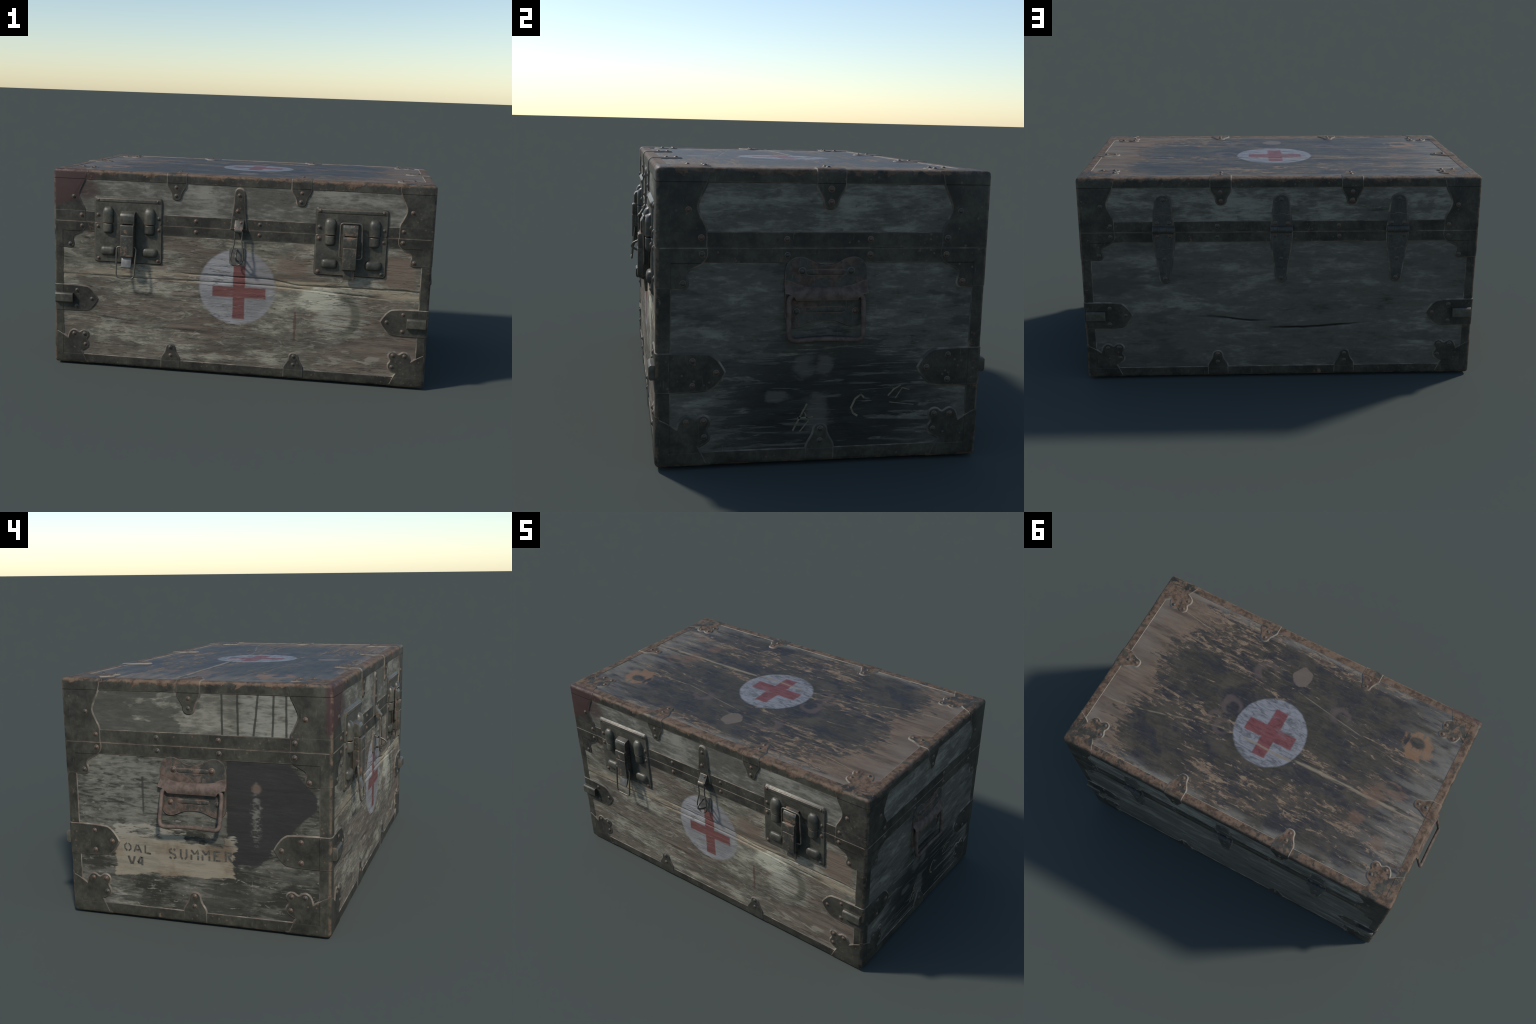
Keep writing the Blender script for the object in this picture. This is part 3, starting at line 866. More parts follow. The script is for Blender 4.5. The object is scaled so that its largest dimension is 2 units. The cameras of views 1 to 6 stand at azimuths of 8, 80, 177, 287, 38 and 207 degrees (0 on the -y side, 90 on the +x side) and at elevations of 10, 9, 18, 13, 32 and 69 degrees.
def panel_bm(bm, o, u, w, n, u0, u1, w0, w1, relief, mat_index, step=0.005, thick=0.018):
    """board with a relief front; coordinates a, b along u and w"""
    na, nb = max(2, int((u1 - u0) / step)), max(2, int((w1 - w0) / step))
    a, b = np.meshgrid(np.linspace(u0, u1, na + 1), np.linspace(w0, w1, nb + 1), indexing="ij")
    d = relief(a, b)
    front = [[bm.verts.new(o + u * float(a[i, j]) + w * float(b[i, j]) + n * float(d[i, j])) for j in range(nb + 1)] for i in range(na + 1)]
    flip = u.cross(w).dot(n) < 0
    for i in range(na):
        for j in range(nb):
            q = (front[i][j], front[i + 1][j], front[i + 1][j + 1], front[i][j + 1])
            f = bm.faces.new(q[::-1] if flip else q)
            f.material_index = mat_index
    c = [bm.verts.new(o + u * p + w * q - n * thick) for p, q in ((u0, w0), (u1, w0), (u1, w1), (u0, w1))]
    rim = [[front[i][0] for i in range(na + 1)], [front[na][j] for j in range(nb + 1)],
           [front[na - i][nb] for i in range(na + 1)], [front[0][nb - j] for j in range(nb + 1)]]
    for k in range(4):
        q = rim[k][::-1] + [c[k], c[(k + 1) % 4]]
        f = bm.faces.new(q[::-1] if flip else q)
        f.material_index = mat_index
    f = bm.faces.new(c if flip else c[::-1])
    f.material_index = mat_index


IN = 0.010
# body
bm = bmesh.new()
ex, ey = HX - IN, HY - IN
panel_bm(bm, V((0, -HY + SINK, 0)), X, Z, -Y, -ex, ex, ZB + 0.008, SPLIT - 0.004, relief_front, 0, 0.004)
panel_bm(bm, V((0, HY - SINK, 0)), X, Z, Y, -ex, ex, ZB + 0.008, SPLIT - 0.004, relief_back, 1)
panel_bm(bm, V((HX - SINK, 0, 0)), Y, Z, X, -ey, ey, ZB + 0.008, SPLIT - 0.004, relief_plain(21), 2)
panel_bm(bm, V((-HX + SINK, 0, 0)), Y, Z, -X, -ey, ey, ZB + 0.008, SPLIT - 0.004, relief_plain(22), 3)
panel_bm(bm, V((0, 0, ZB + 0.004)), X, Y, -Z, -ex, ex, -ey, ey, relief_plain(23), 4, 0.05)
BODY = make("chest_body", bm, ROOT, [wood_front(), wood_back(), wood_right(), wood_left(), M_UNDER], 50, recalc=False)
# lid
bm = bmesh.new()
lo, hi = SPLIT + 0.004, H - 0.008
panel_bm(bm, V((0, -HY + SINK, 0)), X, Z, -Y, -ex, ex, lo, hi, relief_plain(11), 0)
panel_bm(bm, V((0, HY - SINK, 0)), X, Z, Y, -ex, ex, lo, hi, relief_lid_back, 0)
panel_bm(bm, V((HX - SINK, 0, 0)), Y, Z, X, -ey, ey, lo, hi, relief_plain(13), 0)
panel_bm(bm, V((-HX + SINK, 0, 0)), Y, Z, -X, -ey, ey, lo, hi, relief_plain(14), 0)
panel_bm(bm, V((0, 0, H - SINK)), X, Y, Z, -ex, ex, -ey, ey, relief_top, 1)
panel_bm(bm, V((0, 0, SPLIT + 0.005)), X, Y, -Z, -ex, ex, -ey, ey, relief_plain(15), 2, 0.05)
LID = make("lid", bm, ROOT, [wood_lid_side(), wood_top(), M_UNDER], 50, recalc=False)

# runners under the bottom
for sy in (-1, 1):
    bm = bmesh.new()
    block_bm(bm, V((0, sy * 0.34, 0)), X, Y, Z, [(-0.03, 0.0), (0.03, 0.0), (0.03, ZB + 0.01), (-0.03, ZB + 0.01)], 0.70, 0.002)
    make("runner", bm, BODY, M_UNDER, 40)

# ---------------------------------------------------------------- edge bands
TOPW, SIDEW, BOTW = 0.045, 0.047, 0.057
FACES = {"front": (-Y, HY, X, HX), "back": (Y, HY, X, HX), "right": (X, HX, Y, HY), "left": (-X, HX, Y, HY)}


def face_point(side):
    n, d, u, half = FACES[side]
    return n * d, u, n


for side in FACES:
    o, u, n = face_point(side)
    half = FACES[side][3]
    L = half - R * 0.6
    wrapped("edge_band", rect(-TOPW, TOPW, -L, L), o + Z * H, u, Z, n, LID, [M_BAND, M_RIM], BAND_H, 0.004)
    wrapped("edge_band", rect(-BOTW + ZB, BOTW - ZB, -L, L), o + Z * ZB, u, -Z, n, BODY, [M_BAND, M_RIM], BAND_H, 0.004)
    flat("rim_band", rect(-L, L, SPLIT + 0.0015, 0.806), o, u, Z, n, LID, [M_BAND, M_RIM], BAND_H, skirt=0.003)
    flat("rim_band", rect(-L, L, 0.706, SPLIT - 0.0015), o, u, Z, n, BODY, [M_BAND, M_RIM], BAND_H, skirt=0.003)
for sx in (-1, 1):
    for sy in (-1, 1):
        wrapped("edge_band", rect(-SIDEW, SIDEW, ZB + 0.01, SPLIT - 0.0015), V((sx * HX, sy * HY, 0)), Z, Y * sy, X * sx, BODY, [M_BAND, M_RIM], BAND_H, 0.004)

# ---------------------------------------------------------------- corner brackets
# foot bracket leaf: distance along one edge, distance along the other
LEAF = chaikin([(-0.03, 0.180, 1), (0.0, 0.180), (0.035, 0.163), (0.072, 0.136, 1), (0.080, 0.168), (0.095, 0.184), (0.112, 0.184), (0.127, 0.172), (0.137, 0.172),
                (0.150, 0.184), (0.168, 0.184), (0.180, 0.172), (0.180, 0.155), (0.170, 0.143), (0.172, 0.130), (0.181, 0.118), (0.180, 0.098),
                (0.165, 0.084), (0.141, 0.072, 1), (0.158, 0.040), (0.174, 0.0), (0.174, -0.03, 1), (-0.03, -0.03, 1)], 2)
# lid corner: distance from the upright edge, height
LID_SIDE = chaikin([(-0.03, SPLIT + 0.0015, 1), (0.164, SPLIT + 0.0015, 1), (0.164, 0.79), (0.163, 0.818), (0.147, 0.846), (0.132, 0.880), (0.132, 0.900), (0.148, 0.935), (0.160, 0.958),
                    (0.170, 0.99), (0.175, 1.04, 1), (-0.03, 1.04, 1)], 2)
FOOT_SIDE = [(d, e) for d, e, *_ in LEAF]
FOOT_FRONT = [(d, e if e < -0.02 else ZB + e * (0.182 - ZB) / 0.182) for d, e in FOOT_SIDE]


def prism(outline, o, u, w, n):
    """outline pushed through the skin of one face, walls sloping outward"""
    p = ccw(outline)
    bm = bmesh.new()
    rings = [[bm.verts.new(o + u * q[0] + w * q[1] + n * h) for q in grow(p, d)] for d, h in ((-0.0010, 0.0034), (0.0, BRACKET_H - 0.0004), (SKIRT, -0.0036), (SKIRT, -0.0125))]
    bm.faces.new(rings[0])
    bm.faces.new(rings[-1][::-1])
    for va, vb in zip(rings, rings[1:]):
        for i in range(len(p)):
            f = bm.faces.new((vb[i], vb[(i + 1) % len(p)], va[(i + 1) % len(p)], va[i]))
            f.material_index = 1
    bmesh.ops.recalc_face_normals(bm, faces=bm.faces)
    me = bpy.data.meshes.new("prism")
    bm.to_mesh(me)
    bm.free()
    me.materials.append(M_BRACKET)
    me.materials.append(M_RIM)
    return bpy.data.objects.new("prism", me)


def boolean(a, b, op):
    for ob in (a, b):
        if ob.name not in bpy.context.collection.objects:
            bpy.context.collection.objects.link(ob)
    md = a.modifiers.new("b", "BOOLEAN")
    md.operation, md.object, md.solver, md.use_self = op, b, "EXACT", True
    dg = bpy.context.evaluated_depsgraph_get()
    me = bpy.data.meshes.new_from_object(a.evaluated_get(dg))
    assert len(me.polygons) > 20, op
    a.modifiers.clear()
    a.data = me
    bpy.data.objects.remove(b)
    return a


def rounded_corner_box(z0, z1, grow_by):
    """quarter of the chest skin near the corner +x, -y"""
    bm = bmesh.new()
    bmesh.ops.create_cube(bm, size=1)
    sx, sy, sz = 2 * (HX + grow_by), 2 * (HY + grow_by), z1 - z0
    for v in bm.verts:
        v.co = V((v.co.x * sx, v.co.y * sy, z0 + (v.co.z + 0.5) * sz))
    bmesh.ops.bevel(bm, geom=bm.edges[:], offset=R + grow_by, segments=4, profile=0.5, affect="EDGES")
    me = bpy.data.meshes.new("skin")
    bm.to_mesh(me)
    bm.free()
    me.materials.append(M_BRACKET)
    me.materials.append(M_RIM)
    return bpy.data.objects.new("skin", me)


def corner_mesh(side_outline, cap_outline, cap_z, cap_n, e_off):
    c = V((HX, -HY, 0))
    a = prism(side_outline, c, -X, Z, -Y)
    far = lambda pts, k: [tuple(v if v > -0.02 else v + k for v in q[:2]) for q in pts]     # no two prisms end on one plane
    b = prism(far(side_outline, 0.0031), c, Y, Z, X)
    k = prism(far(cap_outline, 0.0057), V((HX, -HY, cap_z)), -X, Y, cap_n)
    a = boolean(a, b, "UNION")
    a = boolean(a, k, "UNION")
    s = rounded_corner_box(ZB - BRACKET_H, H + BRACKET_H, BRACKET_H)
    return boolean(a, s, "INTERSECT")


def mirrored(me, sx, sy):
    """bracket mesh made for +x, -y brought to another corner"""
    m = me.copy()
    m.transform(Matrix.Diagonal((sx, -sy, 1, 1)))
    if sx * -sy < 0:
        m.flip_normals()
    return m


lid_corner = corner_mesh(LID_SIDE, FOOT_SIDE, H, Z, 0)
foot_corner = corner_mesh(FOOT_FRONT, FOOT_SIDE, ZB, -Z, 0)
for sx in (-1, 1):
    for sy in (-1, 1):
        for nm, src, par in (("corner_bracket", lid_corner, LID), ("foot_bracket", foot_corner, BODY)):
            ob = place(nm, mirrored(src.data, sx, sy), par, [None], 30)
for ob in (lid_corner, foot_corner):
    bpy.data.objects.remove(ob)

# brackets wrapped round the upright edges
NECK = [(0.0, 0.622), (0.060, 0.621), (0.088, 0.618), (0.103, 0.626), (0.103, 0.645), (0.096, 0.664), (0.104, 0.682), (0.130, 0.694), (0.155, 0.708), (0.167, 0.728), (0.166, SPLIT - 0.0015)]
neck = [(-0.166, SPLIT - 0.0015, 1)] + [(-p[0], p[1]) for p in NECK[::-1][1:-1]] + [(p[0], p[1]) for p in NECK[:-1]] + [(0.166, SPLIT - 0.0015, 1)]
neck = chaikin(neck, 2)


def belt_outline(zc):
    half = [(0.0, -0.066), (0.165, -0.066), (0.196, -0.050), (0.220, -0.018), (0.229, 0.0, 1), (0.220, 0.018), (0.196, 0.050), (0.165, 0.066), (0.0, 0.066)]
    left = [(-p[0], -p[1], 1) if len(p) > 2 else (-p[0], -p[1]) for p in half[1:-1]]
    return chaikin([(p[0], p[1] + zc, 1) if len(p) > 2 else (p[0], p[1] + zc) for p in half[1:-1] + left], 2)


rivet_spots = []      # (parent, point, normal, scale)


def rivet(parent, p, n, s=1.0):
    rivet_spots.append((parent, V(p), V(n), s))


for sx in (-1, 1):
    for sy in (-1, 1):
        na, nb = Y * sy, X * sx
        c = V((sx * HX, sy * HY, 0))
        wrapped("upper_bracket", neck, c, Z, na, nb, BODY, [M_BRACKET, M_RIM], BRACKET_H)
        zc = 0.355 if (sx, sy) == (-1, -1) else 0.335
        wrapped("belt_bracket", belt_outline(zc), c, Z, na, nb, BODY, [M_BRACKET, M_RIM], CLIP_H)
        # strap loop on the long side of each belt bracket
        bm = bmesh.new()
        prof = [(-0.026, -0.003), (-0.026, 0.016), (-0.019, 0.0225), (0.019, 0.0225), (0.026, 0.016), (0.026, -0.003)]
        block_bm(bm, c - X * sx * 0.057, X, Z, Y * sy, [(p[0] + zc, p[1]) for p in prof], 0.046, 0.002)
        make("strap_loop", bm, BODY, M_LATCH, 40)
        for along, nrm in ((-nb, na), (-na, nb)):
            for d, z in ((0.105, 0.880), (0.146, 0.787)):
                rivet(LID, c + along * d + Z * z + nrm * BRACKET_H, nrm)
            for d, z in ((0.147, 0.733), (0.087, 0.638)):
                rivet(BODY, c + along * d + Z * z + nrm * BRACKET_H, nrm)
            for d, z in ((0.121, 0.041), (0.121, -0.043), (0.200, 0.0)):
                rivet(BODY, c + along * d + Z * (zc + z) + nrm * CLIP_H, nrm)
            for d, z in ((0.104, 0.166), (0.160, 0.166), (0.163, 0.112)):
                rivet(BODY, c + along * d + Z * z + nrm * BRACKET_H, nrm)
        for d, e in ((0.104, 0.166), (0.160, 0.166), (0.163, 0.112)):
            rivet(LID, c - X * sx * d - Y * sy * e + Z * (H + BRACKET_H), Z)

# ---------------------------------------------------------------- edge clips
CLIP = [(0.0, 0.048), (0.048, 0.048), (0.062, 0.045), (0.084, 0.030), (0.100, 0.023), (0.118, 0.021), (0.128, 0.010)]


def clip_outline(t, both, reach=1.0):
    half = [(s * reach, w) for s, w in CLIP]
    if both:
        pts = [(-s, t + w) for s, w in half[::-1]] + [(s, t + w) for s, w in half[1:]] + [(s, t - w) for s, w in half[::-1]] + [(-s, t - w) for s, w in half[1:]]
    else:
        pts = [(-0.05, t + 0.048, 1)] + [(s, t + w) for s, w in half[1:]] + [(s, t - w) for s, w in half[::-1][:-1]] + [(-0.05, t - 0.048, 1)]
    return chaikin(pts, 2)


TOP_CLIPS = {"front": (-0.315, 0.305), "back": (0.281, -0.338), "right": (0.008,), "left": (0.011,)}
LOW_CLIPS = {"front": (-0.334, 0.298), "back": (0.308, -0.320), "right": (-0.004,), "left": (0.004,)}
for side in FACES:
    o, u, n = face_point(side)
    for t in TOP_CLIPS[side]:
        wrapped("edge_clip", clip_outline(t, True), o + Z * H, u, Z, n, LID, [M_BRACKET, M_RIM], CLIP_H + 0.0008)
        for d in (0.066, 0.108):
            rivet(LID, o + u * t + Z * (H - d) + n * CLIP_H, n)
            rivet(LID, o + u * t - n * d + Z * (H + CLIP_H), Z)
    for t in LOW_CLIPS[side]:
        wrapped("edge_clip", clip_outline(t, False, 1.02), o + Z * (ZB + 0.0028), u, -Z, n, BODY, [M_BRACKET, M_RIM], CLIP_H)
        for d in (0.084, 0.126):
            rivet(BODY, o + u * t + Z * d + n * CLIP_H, n)

# rivets along the rim bands
for side, ts in {"front": (-0.215, 0.105), "back": (0.30, -0.28), "right": (-0.135, 0.150), "left": (0.150, -0.110)}.items():
    o, u, n = face_point(side)
    for t in ts:
        rivet(LID, o + u * t + Z * 0.783, n)
        rivet(BODY, o + u * t + Z * 0.731, n)

# ---------------------------------------------------------------- latches
def latch(cx, opened):
    o = V((cx, -HY, 0))
    mid = o + X * (0.005 if opened else -0.003) - Z * 0.003      # axis of keeper and lever
    n = -Y
    half = 0.170
    base = 0.0055
    z0, z1 = 0.558, 0.881
    bm = flat_map(plate_bm(rounded_rect(-half, half, z0, SPLIT - 0.001, 0.010), base, -0.004, 0.009), o, X, Z, n)
    plate2 = flat_map(plate_bm(rounded_rect(-half, half, SPLIT + 0.001, z1, 0.010), base, -0.004, 0.009), o, X, Z, n)
    me = bpy.data.meshes.new("tmp")
    plate2.to_mesh(me)
    bm.from_mesh(me)
    plate2.free()
    bpy.data.meshes.remove(me)
    for f in bm.faces:
        f.material_index = 0
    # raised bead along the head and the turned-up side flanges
    block_bm(bm, o, X, Z, n, [(0.858, 0.004), (0.862, 0.0085), (0.876, 0.0085), (0.880, 0.004)], half - 0.004, 0.002)
    LT = make("latch", bm, ROOT, M_LATCH, 40)
    for i, (dx, dz) in enumerate(((-0.102, 0), (0.112, 0))):
        q = o + X * dx + n * base
        b = bmesh.new()
        hump_bm(b, q + Z * 0.757, X, Z, n, 0.080, 0.058, 0.0235, 0.001, 0.034)
        make("boss", b, LT, M_LATCH, 40)
        b = bmesh.new()
        hump_bm(b, q + Z * 0.700, X, Z, n, 0.052, 0.052, 0.0215, 0.014, 0.001)
        make("boss", b, LT, M_LATCH, 40)
        b = bmesh.new()
        hump_bm(b, q + X * -0.040 + Z * 0.612, Z, X, n, 0.082, 0.048, 0.0185, 0.02, 0.02)
        make("boss", b, LT, M_LATCH, 40)
    # keeper on the lid half, two-part lever below it
    b = bmesh.new()
    block_bm(b, mid, X, Z, n, [(0.760, 0.006), (0.760, 0.039), (0.800, 0.039), (0.812, 0.032), (0.822, 0.006)], 0.036, 0.003)
    make("keeper", b, LT, M_LEVER, 40)
    b = bmesh.new()
    block_bm(b, mid, X, Z, n, [(0.702, 0.012), (0.702, 0.0475), (0.752, 0.0475), (0.755, 0.043), (0.755, 0.012)], 0.034, 0.002)
    block_bm(b, mid, X, Z, n, [(0.586, 0.027), (0.597, 0.0485), (0.700, 0.0485), (0.7035, 0.046), (0.7035, 0.022), (0.64, 0.016)], 0.032, 0.0025)
    for s in (-1, 1):
        block_bm(b, mid + X * s * 0.030, X, Z, n, [(0.600, 0.008), (0.600, 0.032), (0.760, 0.032), (0.760, 0.008)], 0.0035, 0.001)
    make("lever", b, LT, M_LEVER, 40)
    b = bmesh.new()
    if opened:
        block_bm(b, mid - X * 0.003, X, Z, n, [(0.535, 0.044), (0.542, 0.052), (0.592, 0.034), (0.588, 0.020)], 0.026, 0.004)
    else:
        block_bm(b, mid, X, Z, n, [(0.541, 0.012), (0.541, 0.022), (0.600, 0.028), (0.600, 0.012)], 0.027, 0.004)
    make("tongue", b, LT, M_TONGUE if opened else M_LEVER, 40)
    y = -HY
    if opened:
        cx -= 0.003
        loop = [(cx - 0.047, y - 0.034, 0.640), (cx + 0.054, y - 0.034, 0.640), (cx + 0.046, y - 0.050, 0.484), (cx - 0.044, y - 0.050, 0.486)]
    else:
        cx -= 0.009
        loop = [(cx - 0.043, y - 0.028, 0.818), (cx + 0.060, y - 0.028, 0.818), (cx + 0.066, y - 0.026, 0.645), (cx - 0.044, y - 0.026, 0.645)]
    tube("wire_loop", fillet(loop, 0.016), 0.0042, LT, M_WIRE, True)
    for dx, z in ((-0.153, 0.872), (0.153, 0.871), (-0.155, 0.790), (-0.155, 0.735), (0.158, 0.786), (0.158, 0.730), (-0.154, 0.570), (0.154, 0.572)):
        rivet(LT, o + X * dx + Z * z + n * (base + 0.0005), n, 1.0)


latch(-0.5610, True)
latch(0.5545, False)

# ---------------------------------------------------------------- hasp with pin in the middle
o = V((0, -HY, 0))
strap = chaikin([(-0.038, 0.757, 1), (0.038, 0.757, 1), (0.036, 0.79), (0.028, 0.87), (0.026, 0.930), (0.018, 0.952), (0.0, 0.957), (-0.014, 0.952), (-0.022, 0.930), (-0.024, 0.87), (-0.035, 0.79)], 2)
HASP = flat("hasp", strap, o, X, Z, -Y, ROOT, [M_BRACKET, M_RIM], 0.005)
b = bmesh.new()
roll = [(0.7525 + 0.013 * math.cos(math.radians(a)), 0.022 + 0.013 * math.sin(math.radians(a))) for a in range(0, 360, 30)]
block_bm(b, o + X * 0.003, X, Z, -Y, roll, 0.019, 0.0)
block_bm(b, o + X * 0.004, X, Z, -Y, [(0.756, 0.004), (0.760, 0.030), (0.785, 0.014), (0.800, 0.008), (0.802, 0.004)], 0.022, 0.002)
make("hinge_roll", b, HASP, M_LEVER, 40)
ypin = -HY - 0.030
pin = [(-0.016, ypin, 0.752), (-0.014, ypin, 0.715), (-0.014, ypin, 0.690), (-0.030, ypin - 0.002, 0.630), (-0.032, ypin - 0.002, 0.600), (-0.012, ypin - 0.002, 0.581), (0.012, ypin - 0.002, 0.581),
       (0.031, ypin - 0.002, 0.600), (0.031, ypin - 0.002, 0.640), (0.021, ypin, 0.700), (0.024, ypin, 0.735), (0.024, ypin, 0.752)]
tube("wire_pin", fillet(pin, 0.02, 4), 0.0034, HASP, M_WIRE, True)
b = flat_map(plate_bm(rounded_rect(-0.042, 0.036, 0.578, 0.662, 0.010), 0.003, -0.006, 0.003), o, X, Z, -Y)
make("staple_plate", b, HASP, [M_TONGUE, M_RIM], 40)
arc = [(-0.002 + 0.004 * (i / 12 - 0.5), -HY - 0.004 - 0.056 * math.sin(math.pi * i / 12) ** 0.8, 0.653 - 0.057 * i / 12) for i in range(13)]
tube("staple", arc, 0.0048, HASP, M_WIRE)
rivet(HASP, o + X * 0.002 + Z * 0.925 - Y * 0.005, -Y)
rivet(HASP, o + X * -0.004 + Z * 0.846 - Y * 0.005, -Y)
rivet(HASP, o + X * 0.012 + Z * 0.787 - Y * 0.012, -Y, 0.9)

# ---------------------------------------------------------------- carrying handles
def handle(side, drop, swing):
    o, u, n = face_point(side)
    if side == "left":
        u = -u
    o = o + Z * drop
    up = [(0.0, 0.694), (0.030, 0.699), (0.055, 0.715), (0.085, 0.726), (0.115, 0.722), (0.138, 0.700), (0.142, 0.66), (0.140, 0.60), (0.138, 0.52), (0.128, 0.492), (0.100, 0.482), (0.07, 0.492), (0.04, 0.506), (0.0, 0.511)]
    outline = chaikin(up + [(-a, z) for a, z in up[::-1][1:-1]], 2)
    bm = flat_map(plate_bm(outline, 0.004, -0.006, 0.003), o, u, Z, n)
    for f in bm.faces:
        f.material_index = 0
    for z in (0.672, 0.545):     # pressed ribs
        hump_bm(bm, o - u * 0.070 + Z * z + n * 0.004, Z, u, n, 0.14, 0.020, 0.0045, 0.012, 0.012, 10, 8)
    HD = make("handle", bm, ROOT, M_HANDLE, 40)
    # folded cover that holds the ring
    b = bmesh.new()
    cover = chaikin([(-0.142, 0.655, 1), (-0.118, 0.652), (-0.085, 0.632), (0.085, 0.632), (0.118, 0.652), (0.142, 0.655, 1), (0.143, 0.612, 1), (0.118, 0.608), (0.104, 0.588, 1), (-0.104, 0.588, 1), (-0.118, 0.608), (-0.143, 0.612, 1)], 2)
    b = flat_map(plate_bm(cover, 0.0, -0.004, 0.0, ()), V((0, 0, 0)), V((1, 0, 0)), V((0, 1, 0)), V((0, 0, 1)))
    for c in np.linspace(0.590, 0.652, 12):
        bmesh.ops.bisect_plane(b, geom=b.verts[:] + b.edges[:] + b.faces[:], plane_co=(0, float(c), 0), plane_no=(0, 1, 0), dist=1e-6)
    for v in b.verts:
        s, z, h = v.co
        t = (z - 0.588) / (0.655 - 0.588)
        bulge = 0.0055 + 0.019 * math.sqrt(max(0.0, 1 - ((t - 0.22) / 0.42) ** 2))
        v.co = o + u * s + Z * (z - 0.008) + n * (bulge + h)
    make("ring_cover", b, HD, M_RING, 50)
    # ring
    zp, yp = 0.598, 0.015
    ang = math.radians(swing)

    def P(a, down):
        return o + u * a + Z * (zp - down * math.cos(ang)) + n * (yp + down * math.sin(ang))
    ring = fillet([P(-0.128, 0.0), P(-0.128, 0.155), P(-0.06, 0.151), P(0.0, 0.148), P(0.06, 0.151), P(0.128, 0.155), P(0.128, 0.0)], 0.026, 6, True)
    tube("ring", ring, 0.0088, HD, M_RING, True, 12)
    for a, z in ((-0.082, 0.677), (0.082, 0.677), (-0.100, 0.540), (0.104, 0.540)):
        rivet(HD, o + u * a + Z * z + n * 0.0042, n, 1.25)


handle("right", 0.0, 5.0)
handle("left", -0.016, 16.0)

# ---------------------------------------------------------------- hinges at the back
o = V((0, HY, 0))
for cx in (0.553, -0.0035, -0.559):
    upper = chaikin([(-0.052, 0.758, 1), (0.052, 0.758, 1), (0.046, 0.81), (0.039, 0.86), (0.034, 0.905), (0.028, 0.925), (0.0, 0.936), (-0.028, 0.925), (-0.034, 0.905), (-0.039, 0.86), (-0.046, 0.81)], 2)
    lower = chaikin([(-0.052, 0.750, 1), (0.052, 0.750, 1), (0.049, 0.70), (0.032, 0.60), (0.024, 0.53), (0.020, 0.508), (0.0, 0.499), (-0.020, 0.508), (-0.024, 0.53), (-0.032, 0.60), (-0.049, 0.70)], 2)
    q = o + X * cx
    HG = flat("hinge", upper, q, X, Z, Y, ROOT, [M_HINGE, M_RIM], 0.0035)
    flat("strap_leaf", lower, q, X, Z, Y, HG, [M_HINGE, M_RIM], 0.0035)
    for nm, prof in (("strap_leaf", [(-0.046, 0.764, 1), (0.046, 0.764, 1), (0.041, 0.842, 1), (0.024, 0.838), (0.010, 0.846), (-0.010, 0.846), (-0.024, 0.838), (-0.041, 0.842, 1)]),
                     ("strap_leaf", [(-0.046, 0.746, 1), (0.046, 0.746, 1), (0.043, 0.672, 1), (0.02, 0.676), (0.0, 0.668), (-0.02, 0.676), (-0.043, 0.672, 1)])):
        flat(nm, chaikin(prof, 2), q, X, Z, Y, HG, [M_HINGE, M_RIM], 0.006, 0.002, 0.0015)
    b = bmesh.new()
    roll = [(0.768 + 0.0165 * math.cos(math.radians(a)), 0.0095 + 0.0165 * math.sin(math.radians(a))) for a in range(0, 360, 30)]
    for a0, a1 in ((-0.051, -0.019), (-0.0175, 0.0175), (0.019, 0.051)):
        block_bm(b, q + X * (a0 + a1) / 2, X, Z, Y, roll, (a1 - a0) / 2, 0.0)
    make("knuckle", b, HG, M_HINGE, 40)
    for dx, z, h in ((0, 0.912, 0.0035), (-0.030, 0.797, 0.006), (0.030, 0.797, 0.006), (-0.030, 0.735, 0.006), (0.030, 0.735, 0.006), (0, 0.618, 0.0035), (0, 0.522, 0.0035)):
        rivet(HG, q + X * dx + Z * z + Y * h, Y)

# ---------------------------------------------------------------- rivets
def rivet_mesh():
    bm = bmesh.new()
    prof = [(0.0105, -0.002), (0.0105, 0.0008), (0.0092, 0.0017), (0.0078, 0.0012), (0.0070, 0.0020), (0.0058, 0.0038), (0.0036, 0.0050), (0.0, 0.0054)]
    sides = 14
    rows = [[bm.verts.new((r * math.cos(2 * math.pi * k / sides), r * math.sin(2 * math.pi * k / sides), h)) for k in range(sides)] for r, h in prof[:-1]]
    tip = bm.verts.new((0, 0, prof[-1][1]))
    for a, b_ in zip(rows, rows[1:]):
        for k in range(sides):
            bm.faces.new((a[k], a[(k + 1) % sides], b_[(k + 1) % sides], b_[k]))
    for k in range(sides):
        bm.faces.new((rows[-1][k], rows[-1][(k + 1) % sides], tip))
    bm.faces.new(rows[0][::-1])
    bmesh.ops.recalc_face_normals(bm, faces=bm.faces)
    me = bpy.data.meshes.new("rivet")
    bm.to_mesh(me)
    bm.free()
    me.materials.append(M_RIVET)
    me.shade_smooth()
    return me


rng = np.random.default_rng(7)
RIVET = rivet_mesh()
for parent, p, n, s in rivet_spots:
    ob = bpy.data.objects.new("rivet", RIVET)
    bpy.context.collection.objects.link(ob)
    ob.parent = parent
    k = s * (0.9 + 0.2 * rng.random())
    t = V((rng.normal(0, 0.0012), rng.normal(0, 0.0012), rng.normal(0, 0.0012)))
    t -= n * t.dot(n)
    rot = Z.rotation_difference(n).to_matrix() @ Matrix.Rotation(rng.random() * 6.28, 3, "Z")
    ob.matrix_local = Matrix.LocRotScale(p + t, rot.to_quaternion(), (k, k, k))

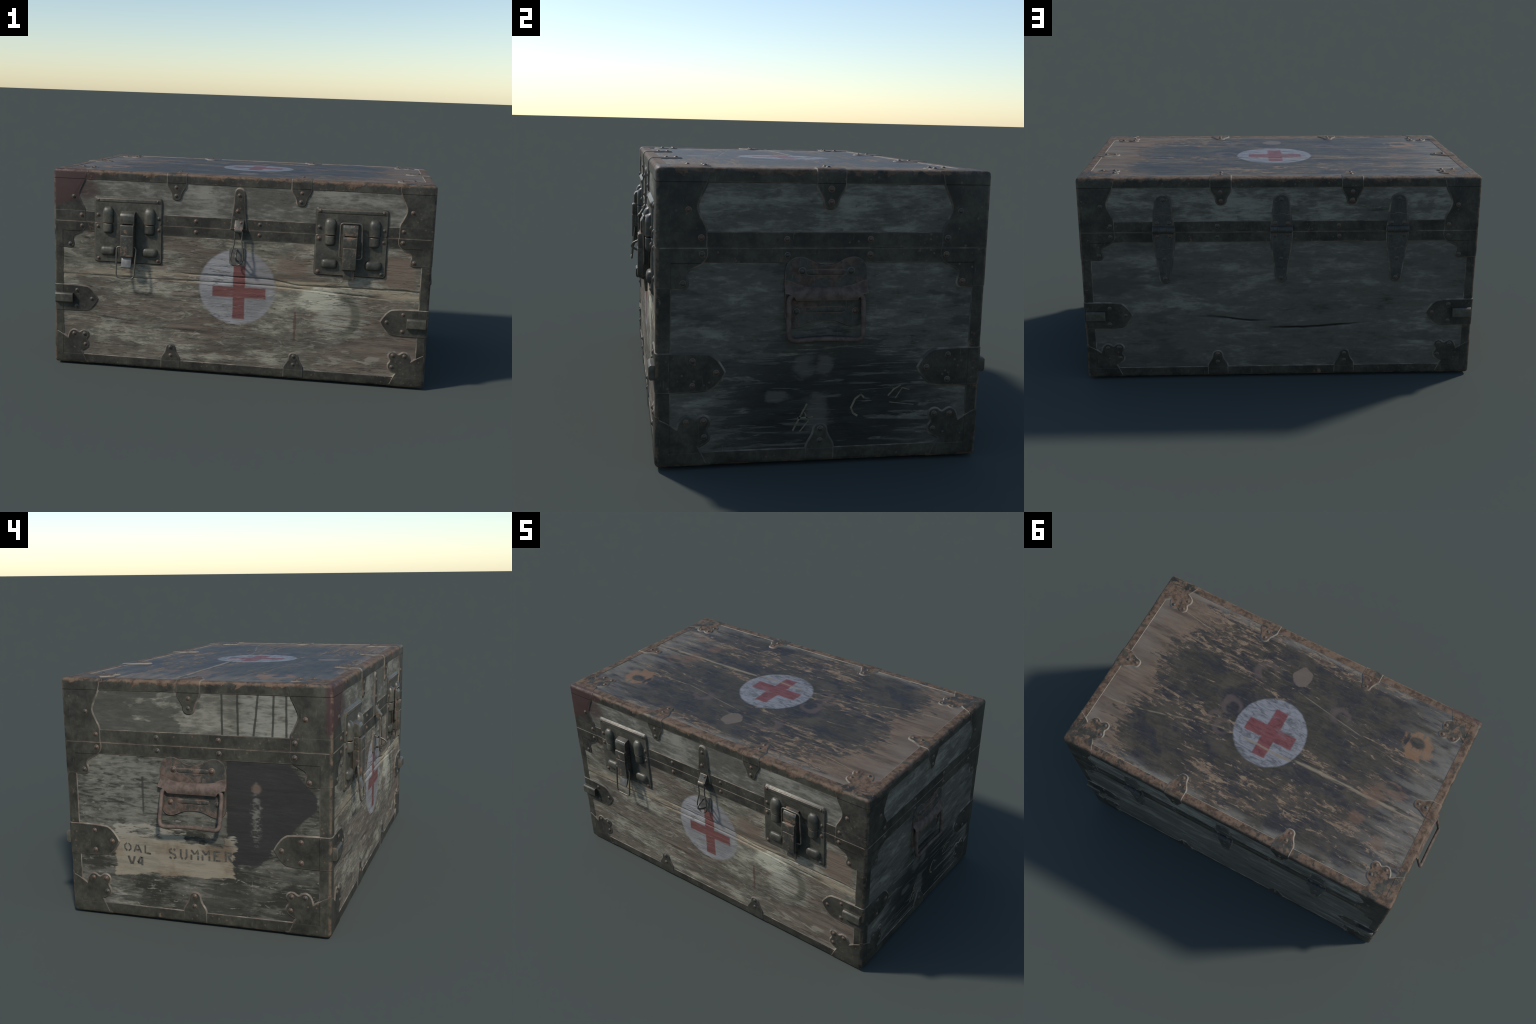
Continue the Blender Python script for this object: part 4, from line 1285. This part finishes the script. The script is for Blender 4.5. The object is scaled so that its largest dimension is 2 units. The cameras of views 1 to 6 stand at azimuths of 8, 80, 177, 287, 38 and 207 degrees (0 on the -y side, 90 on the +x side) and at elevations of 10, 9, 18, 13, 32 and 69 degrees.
# ---------------------------------------------------------------- stencilled writing on the left end
def stroke(bm, pts, width, o, u, w, n, top=0.0010):
    """flat brush mark along a polyline"""
    P = [V(p) for p in pts]
    left, right = [], []
    for i, p in enumerate(P):
        d = (P[min(i + 1, len(P) - 1)] - P[max(i - 1, 0)]).normalized()
        k = V((-d.y, d.x)) * width / 2
        left.append(p + k)
        right.append(p - k)
    q = lambda p, h: bm.verts.new(o + u * p.x + w * p.y + n * h)
    lt, rt = [q(p, top) for p in left], [q(p, top) for p in right]
    lb, rb = [q(p, -0.003) for p in left], [q(p, -0.003) for p in right]
    for i in range(len(P) - 1):
        for r4 in ((lt[i], rt[i], rt[i + 1], lt[i + 1]), (lb[i], lt[i], lt[i + 1], lb[i + 1]), (rt[i], rb[i], rb[i + 1], rt[i + 1]), (rb[i], lb[i], lb[i + 1], rb[i + 1])):
            bm.faces.new(r4)
    bm.faces.new((lt[0], lb[0], rb[0], rt[0]))
    bm.faces.new((lt[-1], rt[-1], rb[-1], lb[-1]))


GLYPHS = {   # strokes in a unit box, with stencil gaps
    "S": [[(0.80, 0.86), (0.62, 0.99)], [(0.40, 1.0), (0.14, 0.86), (0.18, 0.64), (0.80, 0.36), (0.86, 0.16), (0.62, 0.0)], [(0.38, 0.0), (0.14, 0.16)]],
    "U": [[(0.18, 1.0), (0.18, 0.25), (0.38, 0.0)], [(0.84, 1.0), (0.84, 0.25), (0.64, 0.0)]],
    "M": [[(0.12, 0.0), (0.12, 0.52)], [(0.12, 0.98), (0.50, 0.55)], [(0.55, 0.6), (0.86, 0.98), (0.88, 0.55)], [(0.88, 0.45), (0.88, 0.0)]],
    "E": [[(0.2, 1.0), (0.2, 0.0)], [(0.36, 0.96), (0.85, 0.96)], [(0.34, 0.52), (0.62, 0.52)], [(0.36, 0.05), (0.85, 0.05)]],
    "R": [[(0.2, 1.0), (0.2, 0.0)], [(0.38, 0.96), (0.78, 0.86), (0.78, 0.64), (0.42, 0.52)], [(0.52, 0.44), (0.85, 0.0)]],
    "O": [[(0.42, 1.0), (0.14, 0.7), (0.14, 0.3), (0.42, 0.0)], [(0.60, 1.0), (0.88, 0.7), (0.88, 0.3), (0.60, 0.0)]],
    "A": [[(0.05, 0.0), (0.40, 0.95)], [(0.55, 0.95), (0.95, 0.0)], [(0.32, 0.32), (0.68, 0.32)]],
    "V": [[(0.05, 1.0), (0.45, 0.05)], [(0.60, 0.05), (0.95, 1.0)]],
    "L": [[(0.2, 1.0), (0.2, 0.0)], [(0.34, 0.05), (0.9, 0.05)]],
    "4": [[(0.62, 1.0), (0.10, 0.30)], [(0.12, 0.26), (0.58, 0.26)], [(0.74, 1.0), (0.74, 0.0)]],
}


def stencil(text, y0, z0, cell, height, brush, slope, parent):
    o = V((-HX + SINK, 0, 0))
    for i, ch in enumerate(text):
        if ch == " ":
            continue
        bm = bmesh.new()
        for line in GLYPHS[ch]:
            pts = [(-(y0 - (i + p[0] * 0.80) * cell), z0 - slope * (i + p[0]) * cell + p[1] * height) for p in line]
            stroke(bm, pts, brush, o, -Y, Z, -X, 0.0012)
        make("stencil_letter", bm, parent, M_INK, 0)


stencil("SUMMER", 0.118, 0.280, 0.0485, 0.043, 0.0075, -0.03, BODY)
stencil("OAL", 0.318, 0.299, 0.045, 0.034, 0.007, 0.06, BODY)
stencil("V4", 0.300, 0.240, 0.040, 0.036, 0.009, 0.0, BODY)

# scraped marks on the tarred end
o = V((HX - SINK, 0, 0))
for pts, wd in (([(-0.052, 0.215), (-0.100, 0.120)], 0.006), ([(-0.060, 0.185), (-0.045, 0.155), (-0.075, 0.117)], 0.004), ([(-0.085, 0.165), (-0.030, 0.168)], 0.005),
                ([(0.150, 0.230), (0.138, 0.243), (0.118, 0.228), (0.104, 0.196), (0.112, 0.176), (0.128, 0.166)], 0.007),
                ([(0.235, 0.235), (0.255, 0.258), (0.280, 0.272)], 0.005), ([(0.262, 0.225), (0.285, 0.262), (0.312, 0.255)], 0.004), ([(0.240, 0.212), (0.330, 0.200)], 0.003)):
    bm = bmesh.new()
    stroke(bm, pts, wd, o, Y, Z, X, 0.0012)
    make("scrape_mark", bm, BODY, M_CHALK, 0)
